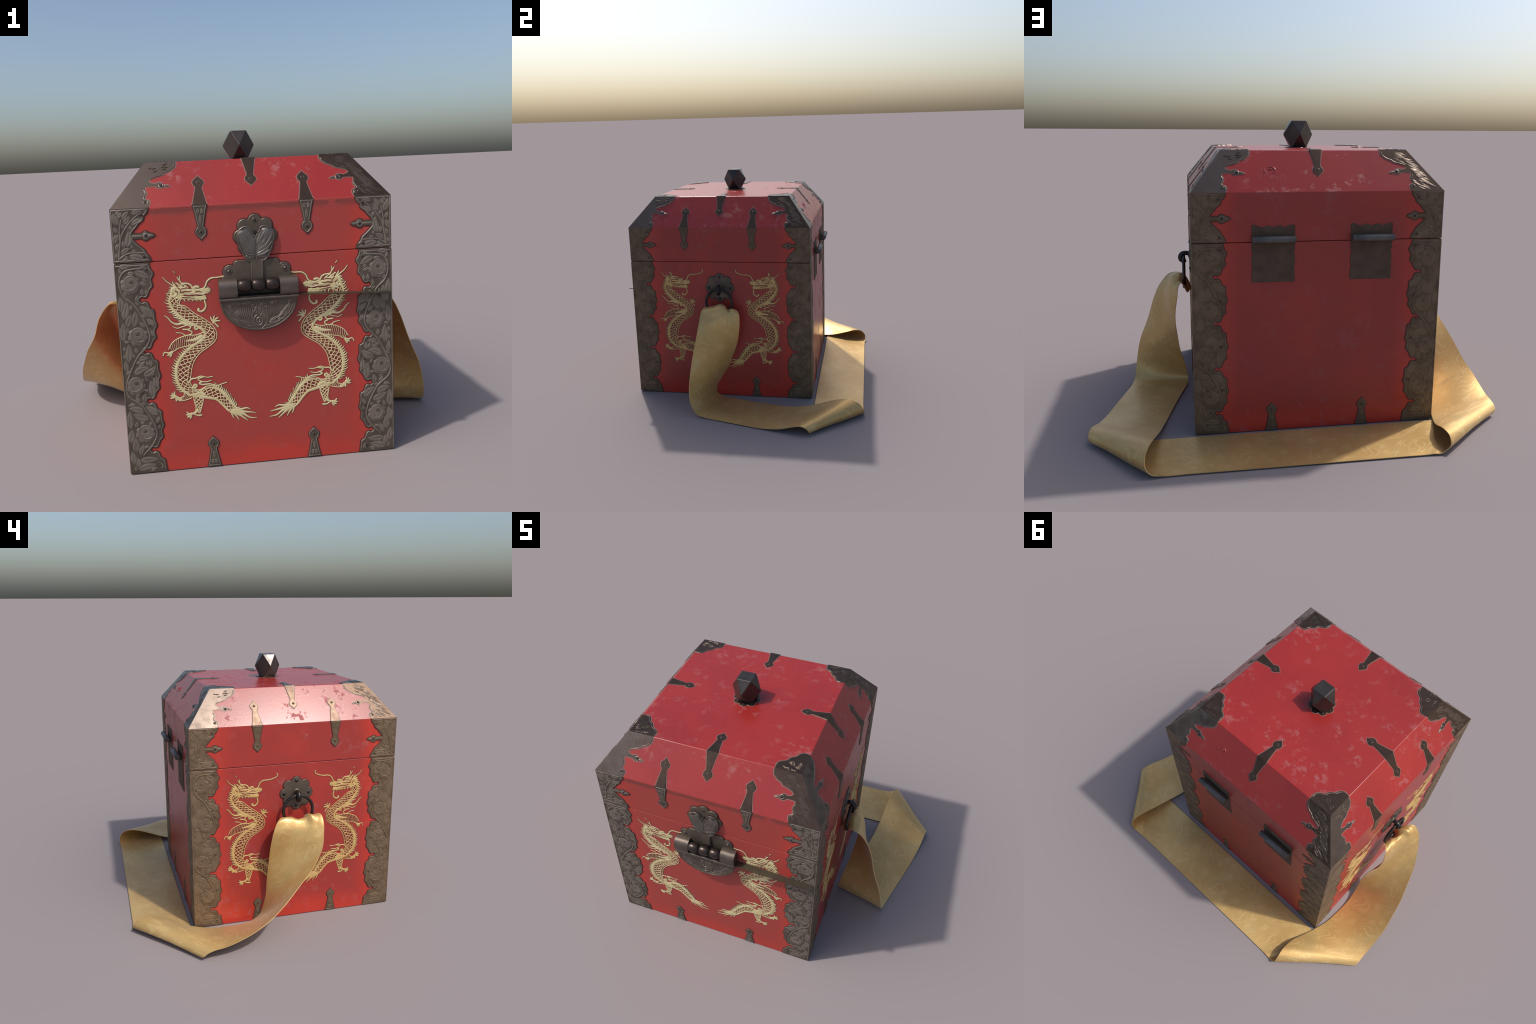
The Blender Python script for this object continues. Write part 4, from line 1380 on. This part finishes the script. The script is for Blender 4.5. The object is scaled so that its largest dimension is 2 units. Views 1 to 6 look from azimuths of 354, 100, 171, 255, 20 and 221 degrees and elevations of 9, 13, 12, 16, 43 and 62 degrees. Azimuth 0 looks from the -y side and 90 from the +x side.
rim = [(i * K, o + i * K, o + i * K + K, i * K + K) for i in range(NS - 1)]
rim += [(i * K + NT, i * K + K + NT, o + i * K + K + NT, o + i * K + NT) for i in range(NS - 1)]
rim += [(j, j + 1, o + j + 1, o + j) for j in range(NT)] + [((NS - 1) * K + j, o + (NS - 1) * K + j, o + (NS - 1) * K + j + 1, (NS - 1) * K + j + 1) for j in range(NT)]
mb.add(allv, rim, 1)
SASHOB = put("sash", mb.data("sash", [M_SILK, M_HEM]), ROOT)

# woven pattern: roundels with curling leaves, and blossoms between them
mb = Mesh()
WIDTH = 0.31


def thread(pts, w, s0, t0, flip=1):
    """A woven line; pts in metres (along, across) from the middle of a motif."""
    P = [Vector(p) for p in pts]
    n = len(P)
    W = w if hasattr(w, "__len__") else [w] * n
    W = W if len(W) == n else [W[0] + (W[-1] - W[0]) * i / (n - 1) for i in range(n)]
    for side in (1, -1):
        V, ok = [], []
        for i in range(n):
            d = (P[min(i + 1, n - 1)] - P[max(i - 1, 0)])
            d = d.normalized() if d.length > 1e-9 else Vector((1, 0))
            q = Vector((d.y, -d.x))
            good = True
            row = []
            for a, h in ((-1, -0.0002), (0, 0.00035), (1, -0.0002)):
                u = P[i] + q * W[i] * a
                s, t = s0 + u.x, t0 + u.y / WIDTH
                if not (0.01 < t < 0.99 and 0.12 < s < SA.L - 0.12):
                    good = False
                    s, t = min(max(s, 0.0), SA.L), min(max(t, 0.0), 1.0)
                row.append(SA.point(s, t) + SA.normal(s, t) * side * (THICK + h))
            V += row
            ok.append(good)
        Fq = []
        for i in range(n - 1):
            if ok[i] and ok[i + 1]:
                for c in (0, 1):
                    f = (i * 3 + c, i * 3 + c + 1, i * 3 + 4 + c, i * 3 + 3 + c)
                    Fq.append(f if side < 0 else f[::-1])
        mb.add(V, Fq, 0, True)


def roundel(s0, t0, r, rot):
    def R(x, y):
        return (r * (x * cos(rot) - y * sin(rot)), r * (x * sin(rot) + y * cos(rot)))
    thread([R(cos(t), sin(t)) for t in [2 * pi * i / 36 * 0.93 for i in range(37)]], 0.0024, s0, t0)
    thread([R(0.86 * cos(t), 0.86 * sin(t)) for t in [0.4 + 2.6 * i / 16 for i in range(17)]], [0.0012, 0.004], s0, t0)
    S = [tuple(p) for p in spline([R(-0.8, 0.1), R(-0.45, 0.42), R(-0.05, 0.1), R(0.35, -0.25), R(0.75, 0.0)], 6)]
    thread(S, lens(len(S), 0.008, 0.7), s0, t0)
    S = [tuple(p) for p in spline([R(-0.5, -0.15), R(-0.2, -0.5), R(0.2, -0.62), R(0.5, -0.5)], 6)]
    thread(S, lens(len(S), 0.007, 0.7), s0, t0)
    for a in (0.9, 2.4, 4.2):
        S = [tuple(p) for p in spline([R(0.30 * cos(a), 0.30 * sin(a)), R(0.62 * cos(a + 0.25), 0.62 * sin(a + 0.25)), R(0.78 * cos(a + 0.6), 0.78 * sin(a + 0.6))], 5)]
        thread(S, lens(len(S), 0.006, 0.7), s0, t0)


def blossom(s0, t0, r, rot):
    for k in range(6):
        a = rot + k * pi / 3
        S = [(r * 0.12 * cos(a), r * 0.12 * sin(a)), (r * 0.55 * cos(a + 0.12), r * 0.55 * sin(a + 0.12)), (r * cos(a), r * sin(a))]
        S = [tuple(p) for p in spline(S, 4)]
        thread(S, lens(len(S), r * 0.24, 0.6), s0, t0)
    S = [tuple(p) for p in spline([(0, 0), (r * 1.2 * cos(rot + 2.6), r * 1.2 * sin(rot + 2.6)), (r * 1.9 * cos(rot + 2.2), r * 1.9 * sin(rot + 2.2))], 5)]
    thread(S, [0.0022, 0.001], s0, t0)


rnd = random.Random(21)
s, i = 0.22, 0
while s < SA.L - 0.2:
    roundel(s, 0.26 if i % 2 else 0.74, 0.070, 0.5 + i * 1.3)
    roundel(s + 0.015, 1.02 if i % 2 else -0.02, 0.060, 2.0 + i)
    blossom(s + 0.035, 0.62 if i % 2 else 0.36, 0.032, i * 0.9)
    blossom(s - 0.055, 0.84 if i % 2 else 0.12, 0.028, i * 1.7)
    blossom(s + 0.085, 0.28 if i % 2 else 0.68, 0.026, i * 2.1 + 1)
    s += 0.165
    i += 1
ob = put("woven_pattern", mb.data("woven_pattern", [M_DAMASK]), SASHOB)
ob["kind"] = "stuff"
